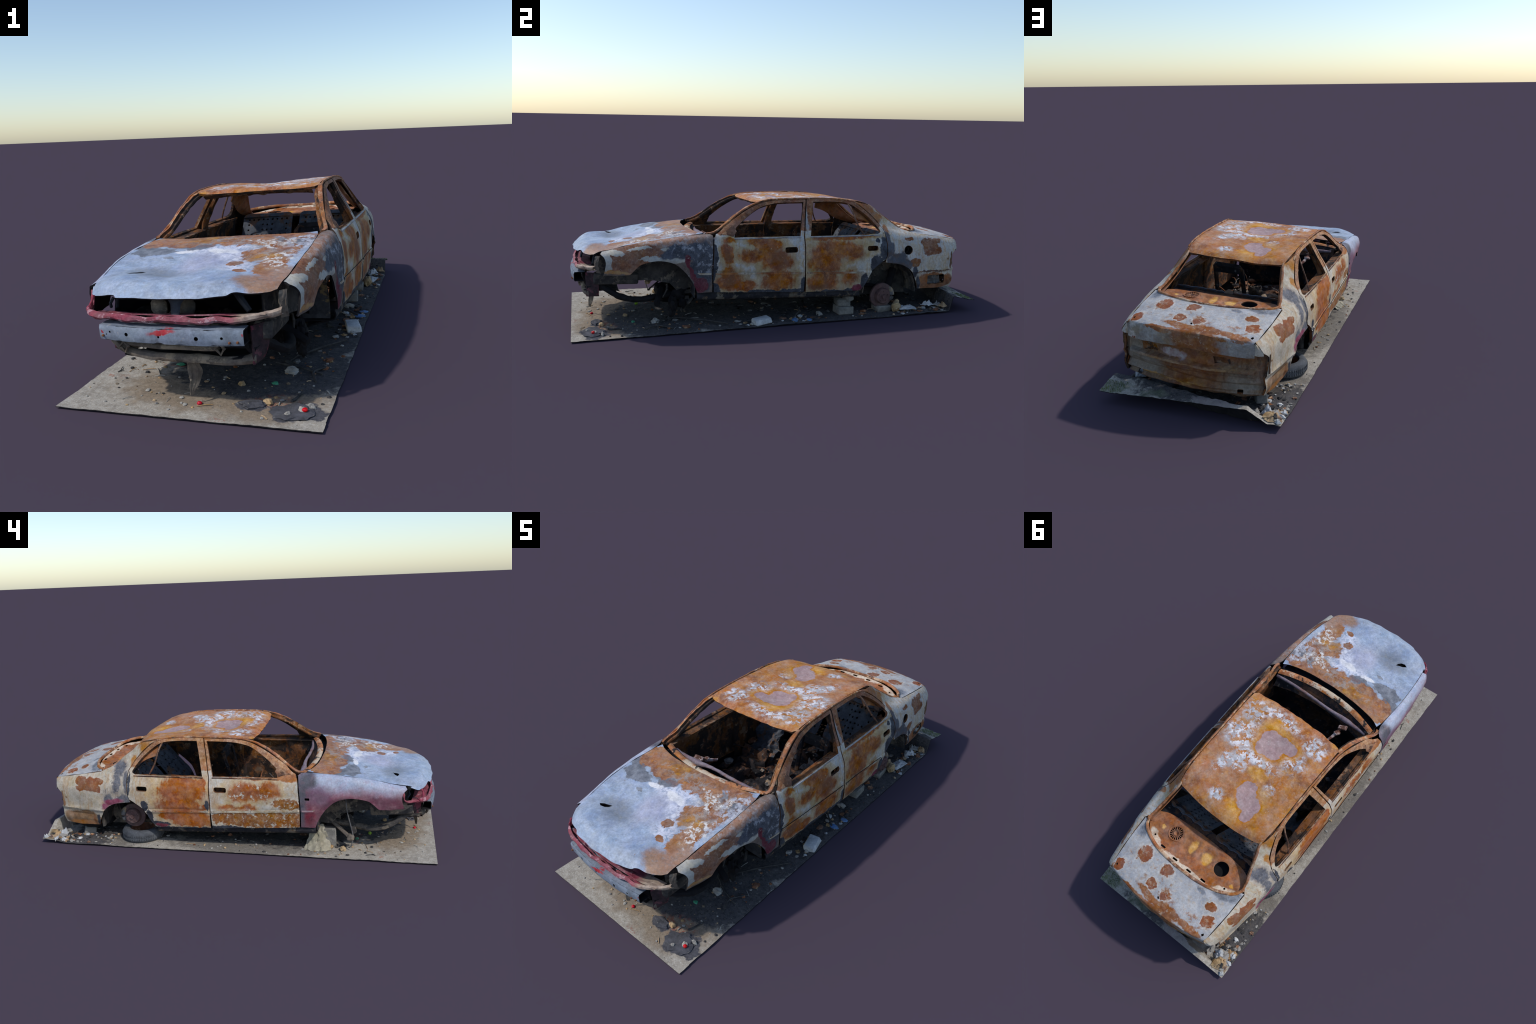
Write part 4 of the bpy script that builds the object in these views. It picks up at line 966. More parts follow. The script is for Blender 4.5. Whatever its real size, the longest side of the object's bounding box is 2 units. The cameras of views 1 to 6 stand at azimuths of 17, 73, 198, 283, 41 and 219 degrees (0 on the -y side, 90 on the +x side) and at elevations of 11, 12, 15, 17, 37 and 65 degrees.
# heap of burnt cabin contents
def heap(u, v):
    x = -.305+.61*u; y = -.40+.76*v
    e = min(1, 6*min(u, 1-u))*min(1, 8*min(v, 1-v))
    z = max(.094, floor_z(x, y)+.003) + e*(.016 + .040*abs(fbm((x, y, 0), 9, 12, 4)) + .05*gauss(((x-.16)/.1)**2+((y-.0)/.12)**2) + .03*gauss(((x+.2)/.09)**2+((y-.22)/.12)**2))
    return (x, y, z)
obj("burnt_debris", *_sh(sheet(heap, 110, 130, .004, (0, 0, 1)), [M_charcoal], car), smooth_angle=25, kind="stuff")
b = Bag()
for k in range(90):
    x = rng.uniform(-.29,.29); y = rng.uniform(-.33,.38); z = .140 + rng.uniform(-.02,.03); r = rng.uniform(.008,.026)
    b.add(rock((x, y, z), (r, r*rng.uniform(.5,1.4), r*rng.uniform(.3,.8)), k*1.7, ICO1, .6), k % 3)
b.make("burnt_debris", [M_charcoal, M_ash, M_rustdeb], car, kind="stuff", smooth_angle=20)
def burnt_sheet(c, w, l, rx, rz, mat, seed):
    from mathutils import Euler
    Rm = np.array(Euler((rx, 0, rz)).to_matrix())
    def f(u, v):
        p = np.array(((u-.5)*w, (v-.5)*l, .30*w*fbm((u*1.6, v*1.6, seed), 1.5, seed, 3)))
        return Rm @ p + np.array(c) - np.array((0, 0, .025))
    obj("burnt_upholstery", *_sh(sheet(f, 20, 20, .003), [mat], car), smooth_angle=35)
burnt_sheet((.07,-.02,.20), .07, .13, 1.2, .2, M_beige, 2); burnt_sheet((.14,-.12,.165), .14, .10, .3, .5, M_ash, 3)
burnt_sheet((.22,-.22,.155), .10, .12, .4, -.3, M_rustdeb, 4); burnt_sheet((-.05,-.20,.15), .12, .10, .2, .9, M_rustdeb, 5)
burnt_sheet((-.18,.05,.17), .16, .14, .5, .1, M_charcoal, 6); burnt_sheet((-.20,.20,.20), .16, .18, .9, .1, M_seat, 7)
burnt_sheet((.05,.18,.16), .14, .10, .2, -.6, M_ash, 8); burnt_sheet((-.12,-.30,.15), .12, .08, .3, .2, M_charcoal, 9)
burnt_sheet((.20,.26,.17), .16, .12, .3, .4, M_inner, 10); burnt_sheet((-.02,.02,.15), .10, .14, .2, .4, M_rustdeb, 11)
b = Bag()
for k in range(26):
    p = np.array((rng.uniform(-.28,.28), rng.uniform(-.3,.36), .150+rng.uniform(-.02,.03))); d = np.array((rng.uniform(-1,1), rng.uniform(-1,1), rng.uniform(-.2,.7))); d /= np.linalg.norm(d)
    L = rng.uniform(.05,.14); b.add(tube([p, p+d*L*.5+np.array((0,0,.01)), p+d*L], rng.uniform(.0015,.004), 5, rough=.003, seed=k), k % 3)
b.make("burnt_wire", [M_charcoal, M_ash, M_rustdeb], car, kind="stuff")

# ---------------------------------------------------------------- engine bay and front end
for side in (1, -1):
    out = [(-.87,.200),(-.86,.36),(-.60,.392),(-.42,.40),(-.42,.13),(-.50,.13),(-.55,.19),(-.62,.205),(-.74,.210)]
    P2, F = flat_mesh(out, [], .014)
    obj("inner_wing", *_sh(shell([(side*(.235+.02*gauss(((y+.58)/.07)**2)+.006*fbm((y, z, side), 10, 2)), y, z) for y, z in P2], F, .005, (side, 0, 0)), [M_dusty, M_soot], car))
    # liner behind the front wheel
    def liner(u, v):
        a = math.radians(100 - 112*u); r = .150 + .006*math.sin(u*5)
        x = .330 - .115*v; k = .004*fbm((u*3, v*3, side), 2, 4)
        return (side*x, -.590 + (r+k)*math.cos(a), .160 + (r+k)*math.sin(a))
    obj("wheel_arch_liner", *_sh(sheet(liner, 40, 14, .004, (0, -1, -1)), [M_liner], car))
    def rliner(u, v):
        a = math.radians(188*u - 6); r = .143
        x = .334 - .13*v; rr = r
        k = .005*fbm((u*3, v*3, side), 2, 8)
        return (side*(x-k), .537 + (rr+k)*math.cos(a), .105 + (rr+k)*math.sin(a))
    obj("wheel_arch_liner", *_sh(sheet(rliner, 50, 20, .004, (0, 0, -1)), [M_dusty], car))
    obj("inner_wheelhouse", *_sh(sheet(lambda u, v: (side*(.204+.006*fbm((u*3, v*3, side), 2, 5)), .385+.305*u, .060+.185*v*math.sin(math.pi*(.06+.88*u))**.4), 24, 14, .004, (side, 0, 0)), [M_dusty], car))
    # longitudinal and lower subframe arm
    b = Bag(); b.add(box((side*.232,-.79,.222),(.055,.20,.052),(-.04,0,0),.006,.006,side))
    b.make("chassis_rail", [M_dusty], car)
    arm = smooth([(side*.20,-.915,.185),(side*.215,-.87,.192),(side*.235,-.82,.165),(side*.250,-.76,.132),(side*.248,-.68,.120),(side*.215,-.58,.125),(side*.20,-.46,.13)], 5)
    b = Bag(); b.add(tube(arm, .019, 9, flat=.75, rough=.004, seed=side*2))
    b.add(tube([(side*.19,-.585,.15),(side*.235,-.60,.13),(side*.29,-.615,.10 if side>0 else .115)], .014, 7, rough=.004))
    b.make("subframe_arm", [M_dusty if side < 0 else M_soot], car)
# ball joint and cable at the right front, knuckle at the left front
b = Bag(); b.add(rock((-.300,-.600,.088),(.020,.018,.018),3,ICO2,.3)); b.add(tube([(-.20,-.47,.15),(-.25,-.53,.125),(-.300,-.595,.09)],[.010,.009,.010],7,rough=.004))
b.make("control_arm", [M_beige], car)
b = Bag(); b.add(tube(smooth([(-.30,-.575,.30),(-.305,-.585,.22),(-.30,-.60,.15),(-.302,-.612,.09),(-.30,-.60,.035)]), .0028, 5))
b.make("cable", [M_ash], car)
b = Bag()
for c, r, sd in (((.245,-.535,.085),(.022,.02,.04),1), ((.235,-.51,.13),(.02,.03,.025),2), ((.22,-.49,.09),(.03,.03,.03),4), ((.25,-.545,.05),(.016,.016,.025),5)): b.add(rock(c, r, sd, ICO2, .5))
b.add(tube([(.25,-.54,.13),(.23,-.47,.150),(.21,-.42,.15)], .008, 6, rough=.004)); b.add(tube([(.28,-.54,.10),(.2,-.50,.085),(.05,-.47,.10)], .012, 7, rough=.006))
b.make("steering_knuckle", [M_soot], car)

# remains of the power unit and its cradle, low between the front arches
b = Bag(); b.add(box((0,-.505,.105),(.46,.07,.055),(.1,0,0),.012,.018,6)); b.add(box((.05,-.56,.10),(.20,.05,.04),(0,.1,.1),.01,.015,8))
for k in range(26):
    p = (rng.uniform(-.22,.22), rng.uniform(-.55,-.45), rng.uniform(.07,.17)); r = rng.uniform(.014,.034)
    b.add(rock(p, (r, r*rng.uniform(.6,1.3), r*rng.uniform(.6,1.2)), k*2.3, ICO1, .8), k % 2)
for k in range(16):
    p = np.array((rng.uniform(-.24,.24), rng.uniform(-.58,-.45), rng.uniform(.07,.18))); d = np.array((rng.uniform(-1,1), rng.uniform(-.6,.6), rng.uniform(-.5,.5)))*.09
    b.add(tube([p-d, p+np.array((0,.01,.008)), p+d], rng.uniform(.003,.008), 6, rough=.005, seed=k), k % 2)
b.make("engine_remains", [M_soot, M_dusty], car, kind="stuff", smooth_angle=25)

# upper slam-panel bar (painted), torn and wavy
bar = smooth([(-.300,-.905,.292),(-.27,-.935,.287),(-.2,-.957,.284),(-.1,-.968,.281),(0,-.969,.280),(.1,-.964,.278),(.2,-.950,.279),(.255,-.918,.282),(.292,-.880,.286)], 5)
def barfn(u, v):
    f = u*(len(bar)-1); i = min(int(f), len(bar)-2); t = f-i; p = np.array(bar[i])*(1-t)+np.array(bar[i+1])*t
    k = fbm((p[0]*2, v*.1, 0), 9, 3, 3)
    prof = [(.000,.010),(-.010,.006),(-.012,-.002),(-.004,-.010),(.018,-.012)]
    q = v*4; j = min(int(q), 3); tt = q-j; dy = prof[j][0]*(1-tt)+prof[j+1][0]*tt; dz = prof[j][1]*(1-tt)+prof[j+1][1]*tt
    return (p[0], p[1]+dy+.004*k, p[2]+dz+.005*k)
obj("front_crossbar", *_sh(sheet(barfn, 90, 9, .003, (0, -1, .3)), [M_pinkbar], car))
def shelfbar(u, v):
    x = -.27+.53*u; y = -.955+.35*x*x*.9 + .055*v; return (x, y, .290-.012*v+.004*fbm((x, v, 0), 12, 6, 2))
obj("front_crossbar", *_sh(sheet(shelfbar, 50, 6, .003, (0, 0, 1)), [M_pinkbar], car))
# headlamp surrounds
b = Bag()
rim = smooth([(-.318,-.842,.335),(-.318,-.846,.300),(-.312,-.870,.288),(-.296,-.902,.290),(-.279,-.926,.298),(-.270,-.930,.318),(-.266,-.921,.338)], 5)
obj("headlamp_surround", *tube(rim, [.0055+.0015*math.sin(k*.9) for k in range(len(rim))], 8, flat=.8, rough=.0015, seed=4), [M_pinkbar], car)
def hl_r(u, v):
    z = .281+.014*u; return (-.290-.024*v, -.915+.060*v-.006*math.sin(u*3), z)
obj("headlamp_surround", *_sh(sheet(hl_r, 8, 8, .004, (-1, -1, 0)), [M_pinkbar], car))
def hl_l(u, v):
    z = .262+.078*u; return (.286+.018*v, -.876+.018*v-.010*math.sin(u*3)+.004*fbm((u*3, v*2, 0), 2, 7), z)
obj("headlamp_surround", *_sh(sheet(hl_l, 14, 8, .004, (1, -1, 0)), [M_beige], car))
# latch brace
b = Bag(); b.add(tube([(0,-.945,.282),(0,-.935,.315),(0,-.92,.345)], [.012,.016,.040], 8, flat=.4, up=(0,1,0)))
b.add(tube([(.15,-.85,.335),(.175,-.88,.315),(.20,-.89,.285)], [.014,.011,.009], 7)); b.add(tube([(-.25,-.86,.285),(-.245,-.87,.30),(-.235,-.865,.315)], .005, 6)); b.add(tube([(-.23,-.86,.285),(-.222,-.865,.315)], .006, 6))
b.make("latch_brace", [M_sootblue], car)
b = Bag()
for x in (-.07, .02): b.add(rock((x-.02,-.86,.285),(.026,.02,.03),x*9,ICO2,.2))
b.make("burnt_housing", [M_beige], car)

# bumper beam: bowed channel with bolt holes
beam_rot = math.radians(2.1)
def beam_pt(x, dy, dz):
    bow = -.993 + .40*x*x
    z = .2375 - .038*(x) + dz
    return (x, bow+dy, z)
out = [(-.229,-.021),(-.15,-.0225),(0,-.022),(.1,-.0235),(.206,-.022)] + [(.206,.022),(.1,.0215),(0,.021),(-.15,.021),(-.229,.022)]
holes = [circle(-.137,.0,.0056,10), circle(-.192,.004,.0034,8), circle(-.035,-.001,.0034,8), circle(.076,-.002,.0060,10), circle(.147,.0,.0040,8), circle(-.205,-.004,.0022,6)]
P2, F = flat_mesh(out, holes, .009)
V = [beam_pt(x, .0012*fbm((x, z, 0), 20, 3, 2) + .004*abs(z)/.022*(abs(z)>.016), z) for x, z in P2]
bumper = obj("bumper_beam", *_sh(shell(V, F, .004, (0, -1, 0)), [M_beamsteel, M_soot], car))
for sgn, dd in ((1, .045), (-1, .040)):
    obj("beam_flange", *_sh(sheet(lambda u, v: beam_pt(-.229+.435*u, .004+dd*v, sgn*.0215+.0015*fbm((u*8, v, sgn), 3, 2, 2)), 50, 6, .004, (0, 0, sgn)), [M_beamsteel, M_soot], bumper))
b = Bag()
for x, z in ((.168,-.012),(.190,-.011),(-.216,-.008)): 
    c = beam_pt(x, -.003, z); b.add(lathe([(0,-.004),(.0025,-.0035),(.0038,0),(.0038,.003)], c, 'y', 10))
b.make("bolt", [M_rustdeb], bumper)
obj("beam_back", *_sh(sheet(lambda u, v: beam_pt(-.2+.40*u, .052, .03-.075*v), 20, 6, .004, (0, -1, 0)), [M_soot], bumper))
# lower cross member, brackets, torn undertray
b = Bag()
b.add(tube(smooth([(-.215,-.918,.206),(-.17,-.932,.178),(-.08,-.938,.163),(.05,-.936,.158),(.15,-.925,.150),(.215,-.912,.155)],5), .014, 9, flat=.9, rough=.004))
b.add(tube(smooth([(-.16,-.948,.205),(-.05,-.952,.196),(.12,-.945,.192)],4), .008, 8, rough=.002))
for x in (-.165,.128): b.add(tube([(x,-.956,.212),(x-.012,-.958,.195),(x,-.952,.178),(x+.012,-.955,.195),(x,-.956,.212)], .005, 6))
b.make("lower_crossmember", [M_beige], car)
def tray(u, v):
    x = -.18+.36*u; return (x+.02*v, -.935+.16*v, .166-.020*math.sin(u*3.1)-.035*v*(1-.6*u)+.006*fbm((x, v, 0), 8, 3))
obj("undertray", *_sh(sheet(tray, 36, 14, .003, (0, 0, -1)), [M_beige, M_soot], car))
def torn(u, v):
    z = .150-.112*v; w = (.004+.055*u)*(.35+.65*math.sin(min(1, v*1.05)*2.9+.15))
    return (.004+.75*w*(1-.4*v)+.004*fbm((u*2, v*2, 0), 2, 3), -.925+.4*w+.012*v+.004*math.sin(v*5), z)
obj("torn_undertray", *_sh(sheet(torn, 12, 26, .002, (0, -1, 0)), [M_beige], car))
def redbr(u, v):
    z = .252-.112*v; return (.212+.035*u*(1-.7*v**3), -.925+.055*u+.003*fbm((u*3, v*3, 0), 2, 3), z)
obj("tow_bracket", *_sh(sheet(redbr, 10, 16, .005, (1, -1, 0)), [M_redblack], car))
def redbr2(u, v):
    z = .262-.085*v; return (-.215-.03*u*(1-.7*v**3), -.925+.055*u+.003*fbm((u*3, v*3, 0), 2, 7), z)
obj("tow_bracket", *_sh(sheet(redbr2, 10, 16, .005, (-1, -1, 0)), [M_redblack], car))

# ---------------------------------------------------------------- under the rear: axle, discs, well
def hub(side, c, tilt):
    b = Bag()
    prof = [(0,.030),(.010,.031),(.012,.024),(.036,.022),(.040,.016),(.041,.002),(.062,.001),(.064,-.002),(.064,-.010),(.062,-.013),(.02,-.014),(0,-.014)]
    b.add(lathe([(r, side*t) for r, t in prof], (0, 0, 0), 'x', 36))
    for k in range(5):
        a = 2*math.pi*k/5+.3
        b.add(lathe([(0, side*.028),(.004, side*.028),(.0045, side*.020)], (0, .026*math.cos(a), .026*math.sin(a)), 'x', 8))
    o = b.make("brake_disc", [M_disc], car); o.location = c; o.rotation_euler = (0, ROLL, tilt)
    q = Bag(); q.add(tube([(side*-.004,.058*math.cos(a), .058*math.sin(a)) for a in np.linspace(-.55,.75,8)], [.008,.014,.015,.015,.015,.014,.012,.008], 8, rough=.004))
    o2 = q.make("brake_caliper", [M_ash], o)
    return o
hub(1, (.296,.516,.072), .06); hub(-1, (-.300,.516,.152), .0)
b = Bag(); b.add(tube([(-.30,.515,.15),(-.1,.53,.13),(.1,.53,.10),(.30,.52,.078)], .016, 9, rough=.004))
for side in (1, -1): b.add(tube([(side*.25,.515,.11),(side*.23,.43,.12),(side*.21,.36,.12)], .010, 7, rough=.003))
for side in (1, -1): b.add(tube([(side*.27,.56,.10),(side*.25,.60,.20)], .018, 9, rough=.003))
b.make("rear_axle", [M_soot], car)
V, F = rock((-.215,.77,.088),(.085,.10,.040),5,ICO3,.15); obj("spare_wheel_well", V, F, [M_soot], car)
V, F = rock((-.02,.78,.105),(.24,.10,.050),3,ICO3,.12); obj("spare_wheel_well", V, F, [M_soot], car)
V, F = rock((.0,.40,.10),(.2,.08,.035),9,ICO3,.15); obj("fuel_tank", V, F, [M_soot], car)
b = Bag(); b.add(tube(smooth([(.02,-.4,.095),(.03,0,.092),(.05,.35,.09),(.12,.6,.09),(.15,.85,.095)]), .014, 9, rough=.002)); b.add(tube([(-.07,-.02,.092),(-.07,.12,.09)], .02, 10, rough=.004))
b.make("exhaust_pipe", [M_soot], car)

# ================================================================== THE GROUND PATCH
def ground_z(x, y):
    z = .0035 + .0025*(fbm((x, y, 0), 5, 3, 3)+.4)
    z += .0012*fbm((x, y, 0), 45, 8, 2) + .005*gauss(((x-.12)/.2)**4 + ((y+.62)/.26)**4)
    # dirt heaped under the right-hand tail, litter ridge along the left side
    z += .010*gauss(((x+.33)/.06)**2 + ((y-.70)/.10)**2)
    z += .012*gauss(((x-.35)/.06)**2 + ((y-.74)/.10)**2)*(.7+.6*fbm((x, y, 0), 20, 2, 3))
    z += .006*gauss(((x-.35)/.06)**2 + ((y+.03)/.20)**2)*(.8+fbm((x, y, 0), 25, 2, 3))
    z += .006*gauss(((x+.36)/.07)**2 + ((y-.93)/.07)**2)
    # kerb across the back
    yi = .858 + .20*min(.5, max(0, .32-x)); 
    kx = 1 if x > -.26 else max(0, 1-(-.26-x)/.085)
    e = y - yi - .012*fbm((x, y, 0), 12, 6, 2)
    top = .082 - .22*max(0, y-.885-.15*max(0, .3-x)) - .02*max(0, -.05-x)
    if e > 0: z = z*(1-kx) + kx*top*min(1, e/.018) + z*kx*(1-min(1, e/.018)) + .003*fbm((x, y, 0), 30, 5, 3)
    if kx < 1 and y > .88: z += (1-kx)*.018*min(1, (y-.88)/.12) 
    return max(0.0, z)
GX, GY = 150, 370
V = []; 
for j in range(GY):
    y = -1+2*j/(GY-1)
    for i in range(GX):
        x = -.4+.8*i/(GX-1)
        ex = x
        if i in (0, GX-1): ex = x - math.copysign(.004*max(0, fbm((x, y, 0), 14, 3, 2)), x) if abs(y) < .95 else x
        V.append((ex, y, ground_z(x, y)))
F = []
for j in range(GY-1):
    for i in range(GX-1):
        a = j*GX+i; F += [(a, a+1, a+GX+1), (a, a+GX+1, a+GX)]
r = shell(np.array(V), np.array(F), .003, (0, 0, 1)); r[0][:, 2] = np.maximum(r[0][:, 2], 0)
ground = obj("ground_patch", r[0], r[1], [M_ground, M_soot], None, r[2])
ground["label"] = "thin slab of littered dark-patched pavement under the car"; ground["category"] = "pavement"

def gz(x, y): return ground_z(x, y)
# gravel, litter
b = Bag()
for k in range(360):
    front = rng.random() < .45
    x = rng.uniform(-.38,.38); y = rng.uniform(-.97,-.45) if front else rng.uniform(-.45,.88)
    if not front and rng.random() < .75: x = rng.choice((-1, 1))*rng.uniform(.27,.385)
    r = rng.choice((.002,.0025,.003,.004,.005,.007)); 
    b.add(rock((x, y, gz(x, y)+r*.3), (r, r*rng.uniform(.6,1.4), r*rng.uniform(.4,.8)), k*.77, ICO1, .5), rng.choice((0, 0, 0, 1, 2, 2, 4) if front and y < -.7 else (0, 1, 1, 2, 3)))
b.make("gravel", [M_stone, M_dark_stone, M_tan, M_rustdeb, M_dirt], ground, kind="stuff", smooth_angle=30)
b = Bag()
for k in range(150):                      # litter ridges: left of the car, behind the right wheel, rear corner
    zone = k % 3
    if zone == 0: x = rng.uniform(.29,.39); y = rng.uniform(.58,.86)
    elif zone == 1: x = rng.uniform(.30,.385); y = rng.uniform(-.25,.20)
    else: x = rng.uniform(-.39,-.26); y = rng.uniform(.62,.97)
    r = rng.uniform(.004,.013)
    b.add(rock((x, y, gz(x, y)+r*.3), (r, r*rng.uniform(.6,1.5), r*rng.uniform(.25,.6)), k*1.37, ICO1, .7), rng.choice((0, 1, 1, 2, 3, 4)))
b.make("litter", [M_stone, M_dark_stone, M_tan, M_rustdeb, M_paper], ground, kind="stuff", smooth_angle=20)
b = Bag()
for k in range(70):                       # heap of broken rubbish at the rear corner
    x = rng.gauss(-.345, .028); y = rng.gauss(.925, .036); x = min(-.26, max(-.38, x)); y = min(.98, y); r = rng.uniform(.006,.018)
    b.add(rock((x, y, gz(x, y)+r*rng.uniform(.1,.8)), (r, r*rng.uniform(.4,1.5), r*rng.uniform(.2,.7)), k*1.9, ICO1, .9), rng.choice((0, 1, 1, 2, 2, 3, 4)))
for k in range(260):                      # charred rubble under the car
    x = rng.uniform(-.27,.33); y = rng.uniform(-.60,.86); r = rng.choice((.004,.006,.008,.012))
    b.add(rock((x, y, gz(x, y)+r*.2), (r, r*rng.uniform(.5,1.6), r*rng.uniform(.3,.7)), k*2.9, ICO1, .9), rng.choice((1, 1, 1, 3, 5)))
b.make("rubble", [M_stone, M_dark_stone, M_tan, M_rustdeb, M_paper, M_ash], ground, kind="stuff", smooth_angle=20)
b = Bag()
for k in range(60):
    x = rng.uniform(-.36,.38); y = rng.choice((rng.uniform(-.95,-.4), rng.uniform(-.4,.85))); a = rng.uniform(0, 3.14); L = rng.uniform(.01,.05)
    p = np.array((x, y, gz(x, y)+.002)); d = np.array((math.cos(a), math.sin(a), rng.uniform(0,.1)))*L
    b.add(tube([p-d/2, p+np.array((0,0,.002)), p+d/2], rng.uniform(.0008,.002), 5), rng.choice((0, 1, 2)))
for pts in ([(.33,-.62,.012),(.25,-.60,.02),(.16,-.55,.012)], [(.36,-.30,.02),(.30,-.38,.022),(.22,-.50,.02),(.20,-.56,.014)], [(.28,-.84,.010),(.30,-.78,.012)], [(.36,.02,.02),(.28,.08,.03),(.2,.10,.03)], [(.34,-.55,.012),(.30,-.62,.018),(.32,-.68,.010)]):
    b.add(tube(smooth(pts, 4), .004, 6, rough=.003), 1)
b.make("twig", [M_tan, M_dark_stone, M_stone], ground, kind="stuff")
# larger single pieces
def piece(name, mat, c, r, seed, label=None, cat=None, sub=ICO2, rough=.4, freq=1.6):
    V, F = rock(c, r, seed, sub, rough, freq); return obj(name, V, F, [mat], ground, smooth_angle=28)
for c, r, sd, m in (((.18,-.885,.008),(.040,.024,.012),1,'M_tar'),((.30,-.905,.006),(.060,.050,.009),2,'M_tar'),((.215,-.865,.012),(.016,.012,.010),3,'M_tan'),((.325,-.90,.014),(.012,.010,.010),4,'M_stone'),((.29,-.93,.012),(.008,.008,.008),5,'M_stone'),((.34,-.865,.01),(.012,.008,.008),6,'M_stone'),((.23,-.62,.014),(.022,.018,.014),7,'M_stone'),((-.30,-.56,.012),(.018,.015,.012),8,'M_tan'),((-.28,-.50,.01),(.012,.012,.010),9,'M_tan'),((.10,-.75,.012),(.012,.010,.010),10,'M_tan'),((.20,-.55,.012),(.016,.012,.010),11,'M_dark_stone'),((.305,.60,.03),(.020,.018,.028),12,'M_tan'),((.335,.585,.03),(.020,.024,.026),13,'M_tan'),((.30,.18,.012),(.024,.014,.012),14,'M_stone')):
    piece("stone", globals()[m], c, r, sd, rough=.55 if m == 'M_tar' else .4)
piece("bottle_cap", M_red, (.333,-.905,.018), (.009,.008,.006), 3, rough=.15); piece("bottle_cap", M_red, (.02,-.905,.010), (.008,.007,.006), 4, rough=.15)
piece("plastic_scrap", M_green, (.20,-.72,.010), (.010,.008,.005), 5); piece("plastic_scrap", M_green, (-.16,-.62,.010), (.014,.010,.004), 6); piece("plastic_scrap", M_lime, (-.09,-.68,.012), (.009,.008,.009), 7)
piece("plastic_scrap", M_blue, (.365,.03,.014), (.022,.014,.006), 8); piece("plastic_scrap", M_blue, (.375,.10,.012), (.016,.012,.005), 9)
def crumple(name, mat, c, w, l, h, seed, rot=0):
    def f(u, v):
        x = (u-.5)*w; y = (v-.5)*l
        z = h*(.25+.75*abs(fbm((u*1.5, v*1.5, seed), 1.7, seed, 2)))*min(1, 3*min(u, 1-u, v, 1-v)+.12)
        ca, sa = math.cos(rot), math.sin(rot); X, Y = c[0]+x*ca-y*sa, c[1]+x*sa+y*ca
        return (X, Y, gz(min(.4,max(-.4,X)), min(1,max(-1,Y)))+z + c[2])
    return obj(name, *_sh(sheet(f, 22, 22, .0015, (0, 0, 1)), [mat], ground), smooth_angle=25)
crumple("paper_scrap", M_tan, (-.352,.945,.002), .07, .075, .040, 3, .3)
crumple("paper_scrap", M_paper, (-.318,.915,.003), .055, .05, .045, 5, .8)
crumple("paper_scrap", M_paper, (-.385,.985,.004), .022, .022, .03, 6, .8)
crumple("plastic_grille", M_paper, (.345,.64,.016), .055, .085, .022, 7, -.2)
crumple("paper_scrap", M_paper, (.34,.76,.018), .05, .05, .035, 8, .5)
crumple("paper_scrap", M_tan, (.375,.83,.02), .035, .04, .03, 9, .5)
crumple("paper_scrap", M_stone, (.33,.83,.012), .05, .04, .03, 10, .5)
# weeds on the kerb corner
b = Bag()
for k in range(260):
    x = rng.uniform(.30,.398); y = rng.uniform(.93,.998); z = gz(x, y); a = rng.uniform(0, 6.28); L = rng.uniform(.004,.012)
    b.add(([(x-.0012*math.sin(a), y+.0012*math.cos(a), z), (x+.0012*math.sin(a), y-.0012*math.cos(a), z), (x+L*.6*math.cos(a), y+L*.6*math.sin(a), z+L*.8)], [(0, 1, 2)]))
b.make("weed", [M_weed], ground, kind="stuff")

# ================================================================== SUPPORTS
def top(o, label, cat): o["label"] = label; o["category"] = cat; return o
prof = [(.062,.012),(.060,.006),(.075,.002),(.094,.004),(.104,.014),(.107,.034),(.105,.054),(.098,.066),(.084,.072),(.070,.070),(.064,.062),(.062,.050),(.060,.030),(.062,.012)]
tyre_root = bpy.data.objects.new("flat_tyre", None); COLL.objects.link(tyre_root); tyre_root.location = (-.256,.490,.002); tyre_root.rotation_euler = (.01,-.015,0); tyre_root.scale = (1, 1, .92)
top(tyre_root, "worn grey tyre on rusty rim lying flat", "tyre")
V, F = lathe(prof, (0, 0, 0), 'z', 56); obj("tyre", V, F, [M_tyre], tyre_root)
b = Bag()
for k in range(56):
    a = 2*math.pi*k/56
    for z in (.026, .044): b.add(box((.1066*math.cos(a), .1066*math.sin(a), z), (.0025,.0085,.012), (0, 0, a+.25), .0008))
b.make("tread_block", [M_tyre], tyre_root, kind="stuff")
V, F = lathe([(.063,.060),(.058,.052),(.052,.030),(.050,.022),(.020,.030),(.016,.026),(.0,.026)], (0, 0, 0), 'z', 40); obj("rim", V, F, [M_rustdeb], tyre_root)
def blk(name, c, s, rot, mat, label, seed):
    V, F = box(c, s, rot, .005, .006, seed); return top(obj(name, V, F, [mat], None), label, "concrete block")
blk("concrete_block", (-.235,-.490,.052), (.070,.062,.098), (0, 0, .15), M_concrete, "grey concrete block propping the sill", 1)
blk("concrete_block", (.285,.315,.022), (.075,.085,.040), (0, 0, .1), M_concrete, "rough grey concrete block on the ground", 2)
blk("concrete_block", (.280,.310,.062), (.060,.070,.036), (0, .05, -.1), M_concrete, "rough grey concrete block stacked under car", 3)
blk("concrete_block", (.295,.335,.088), (.045,.040,.034), (.1, .05, .4), M_concrete, "small rough grey concrete lump under car", 4)
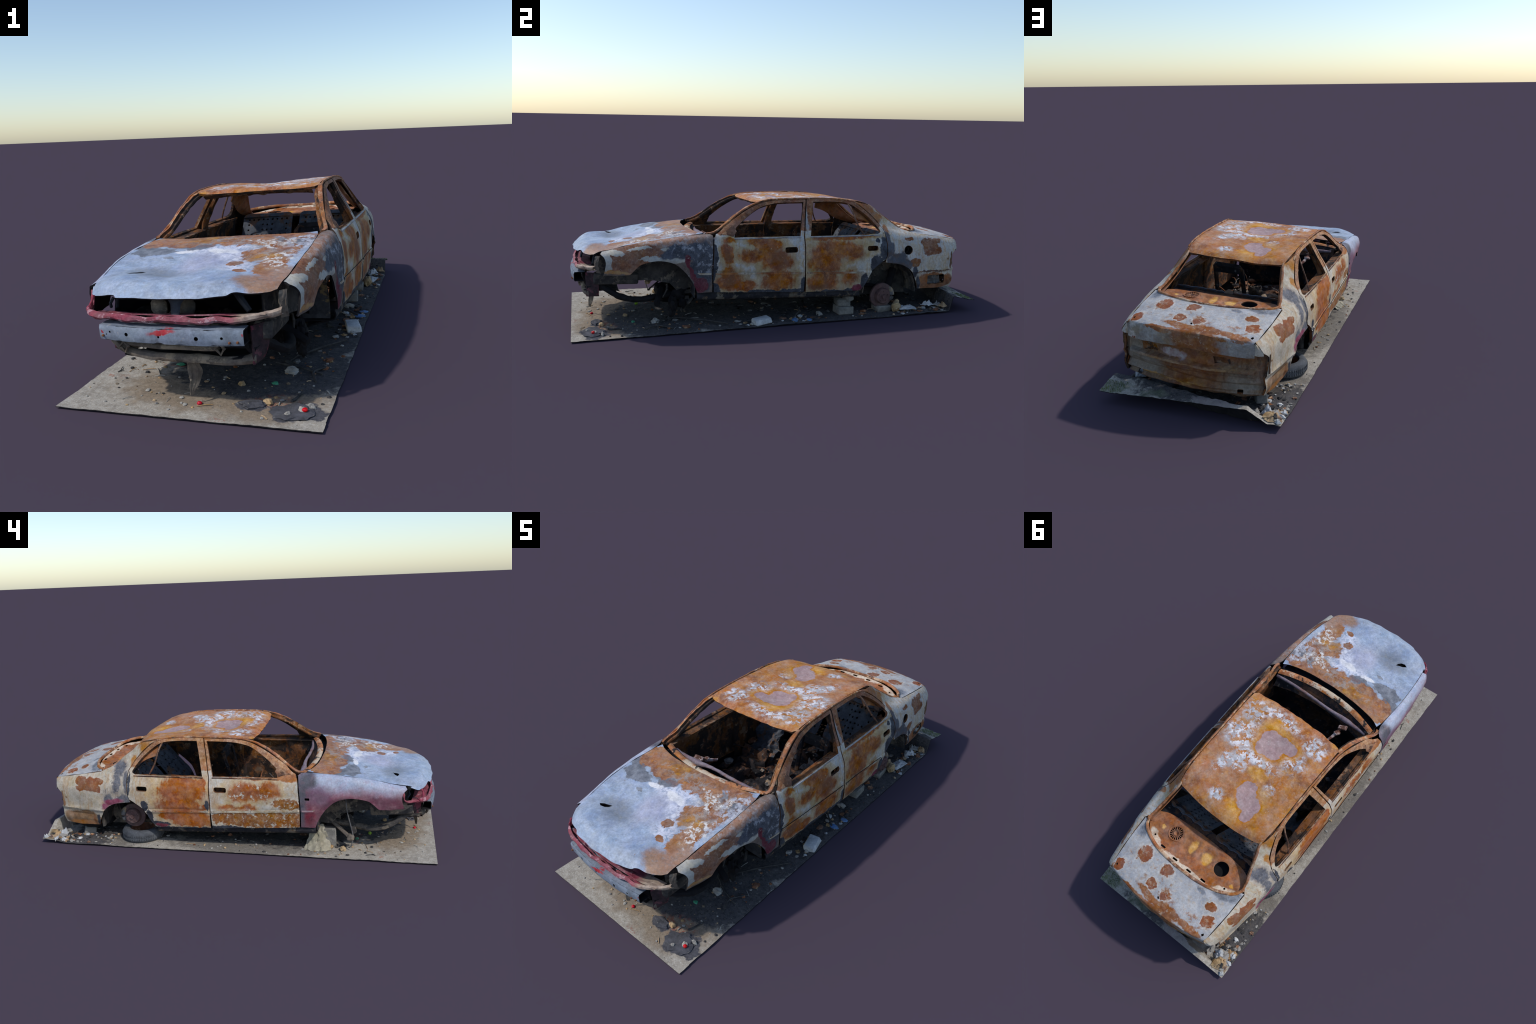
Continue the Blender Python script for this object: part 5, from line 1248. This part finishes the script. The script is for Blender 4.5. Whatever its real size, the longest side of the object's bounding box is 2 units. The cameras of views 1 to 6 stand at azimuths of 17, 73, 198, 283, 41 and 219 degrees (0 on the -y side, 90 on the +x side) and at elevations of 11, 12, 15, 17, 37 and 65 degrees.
blk("concrete_block", (.285,.525,.018), (.075,.080,.034), (0, 0, .1), M_concrete, "grey concrete block below the brake disc", 5)
blk("concrete_block", (-.25,.80,.022), (.05,.06,.04), (.2, 0, .5), M_concrete, "grey stone lump behind the wheel", 6)
wb = blk("white_block", (.362,-.135,.020), (.055,.085,.030), (.05, -.12, .25), M_paper, "pale broken foam block at pavement edge", 7)
def tarp(u, v):
    a = (u-.5)*2; z = .118*(1-v)**1.1
    w = .030+.050*v
    x = -.262-.040*v-.035*max(0, v-.7)/.3+.008*fbm((u*2, v*2, 0), 2, 3); y = -.438 + a*w*.85 + .006*fbm((u*3, v*2, 5), 3, 4)
    return (x + .020*(a*a)*v, y, z + .006*fbm((u*4, v*2, 1), 2, 2)*v + gz(-.3,-.44)*v + .002)
t = obj("plastic_tarp", *_sh(sheet(tarp, 24, 24, .003, (-1, 0, .3)), [M_tarp], None)); top(t, "dirty beige plastic sheet hanging from sill to ground", "plastic sheet")

# the nose is knocked a little towards -x: bend the front of every car part
def bend(o):
    for c in o.children: 
        bend(c)
    if o.type == 'MESH' and o.name.split('.')[0] not in ('brake_disc', 'brake_caliper'):
        n = len(o.data.vertices); co = np.empty(n*3, dtype=np.float32); o.data.vertices.foreach_get('co', co); co = co.reshape(-1, 3)
        t = np.clip((-.25-co[:, 1])/.65, 0, 1.2)
        co[:, 0] -= .009*t
        if o.name.split('.')[0] not in ('bumper_beam', 'beam_flange', 'bolt', 'beam_back'): co[:, 2] -= .018*t*co[:, 0]      # nose twisted back towards level
        o.data.vertices.foreach_set('co', co.ravel()); o.data.update()
bend(car)
# nothing of the litter reaches past the slab
for o in list(ground.children) + [ob for ob in bpy.data.objects if ob.parent is None and ob.type == 'MESH']:
    n = len(o.data.vertices); co = np.empty(n*3, dtype=np.float32); o.data.vertices.foreach_get('co', co); co = co.reshape(-1, 3)
    co[:, 0] = np.clip(co[:, 0], -.4, .4); co[:, 1] = np.clip(co[:, 1], -1, 1); co[:, 2] = np.maximum(co[:, 2], 0)
    o.data.vertices.foreach_set('co', co.ravel()); o.data.update()
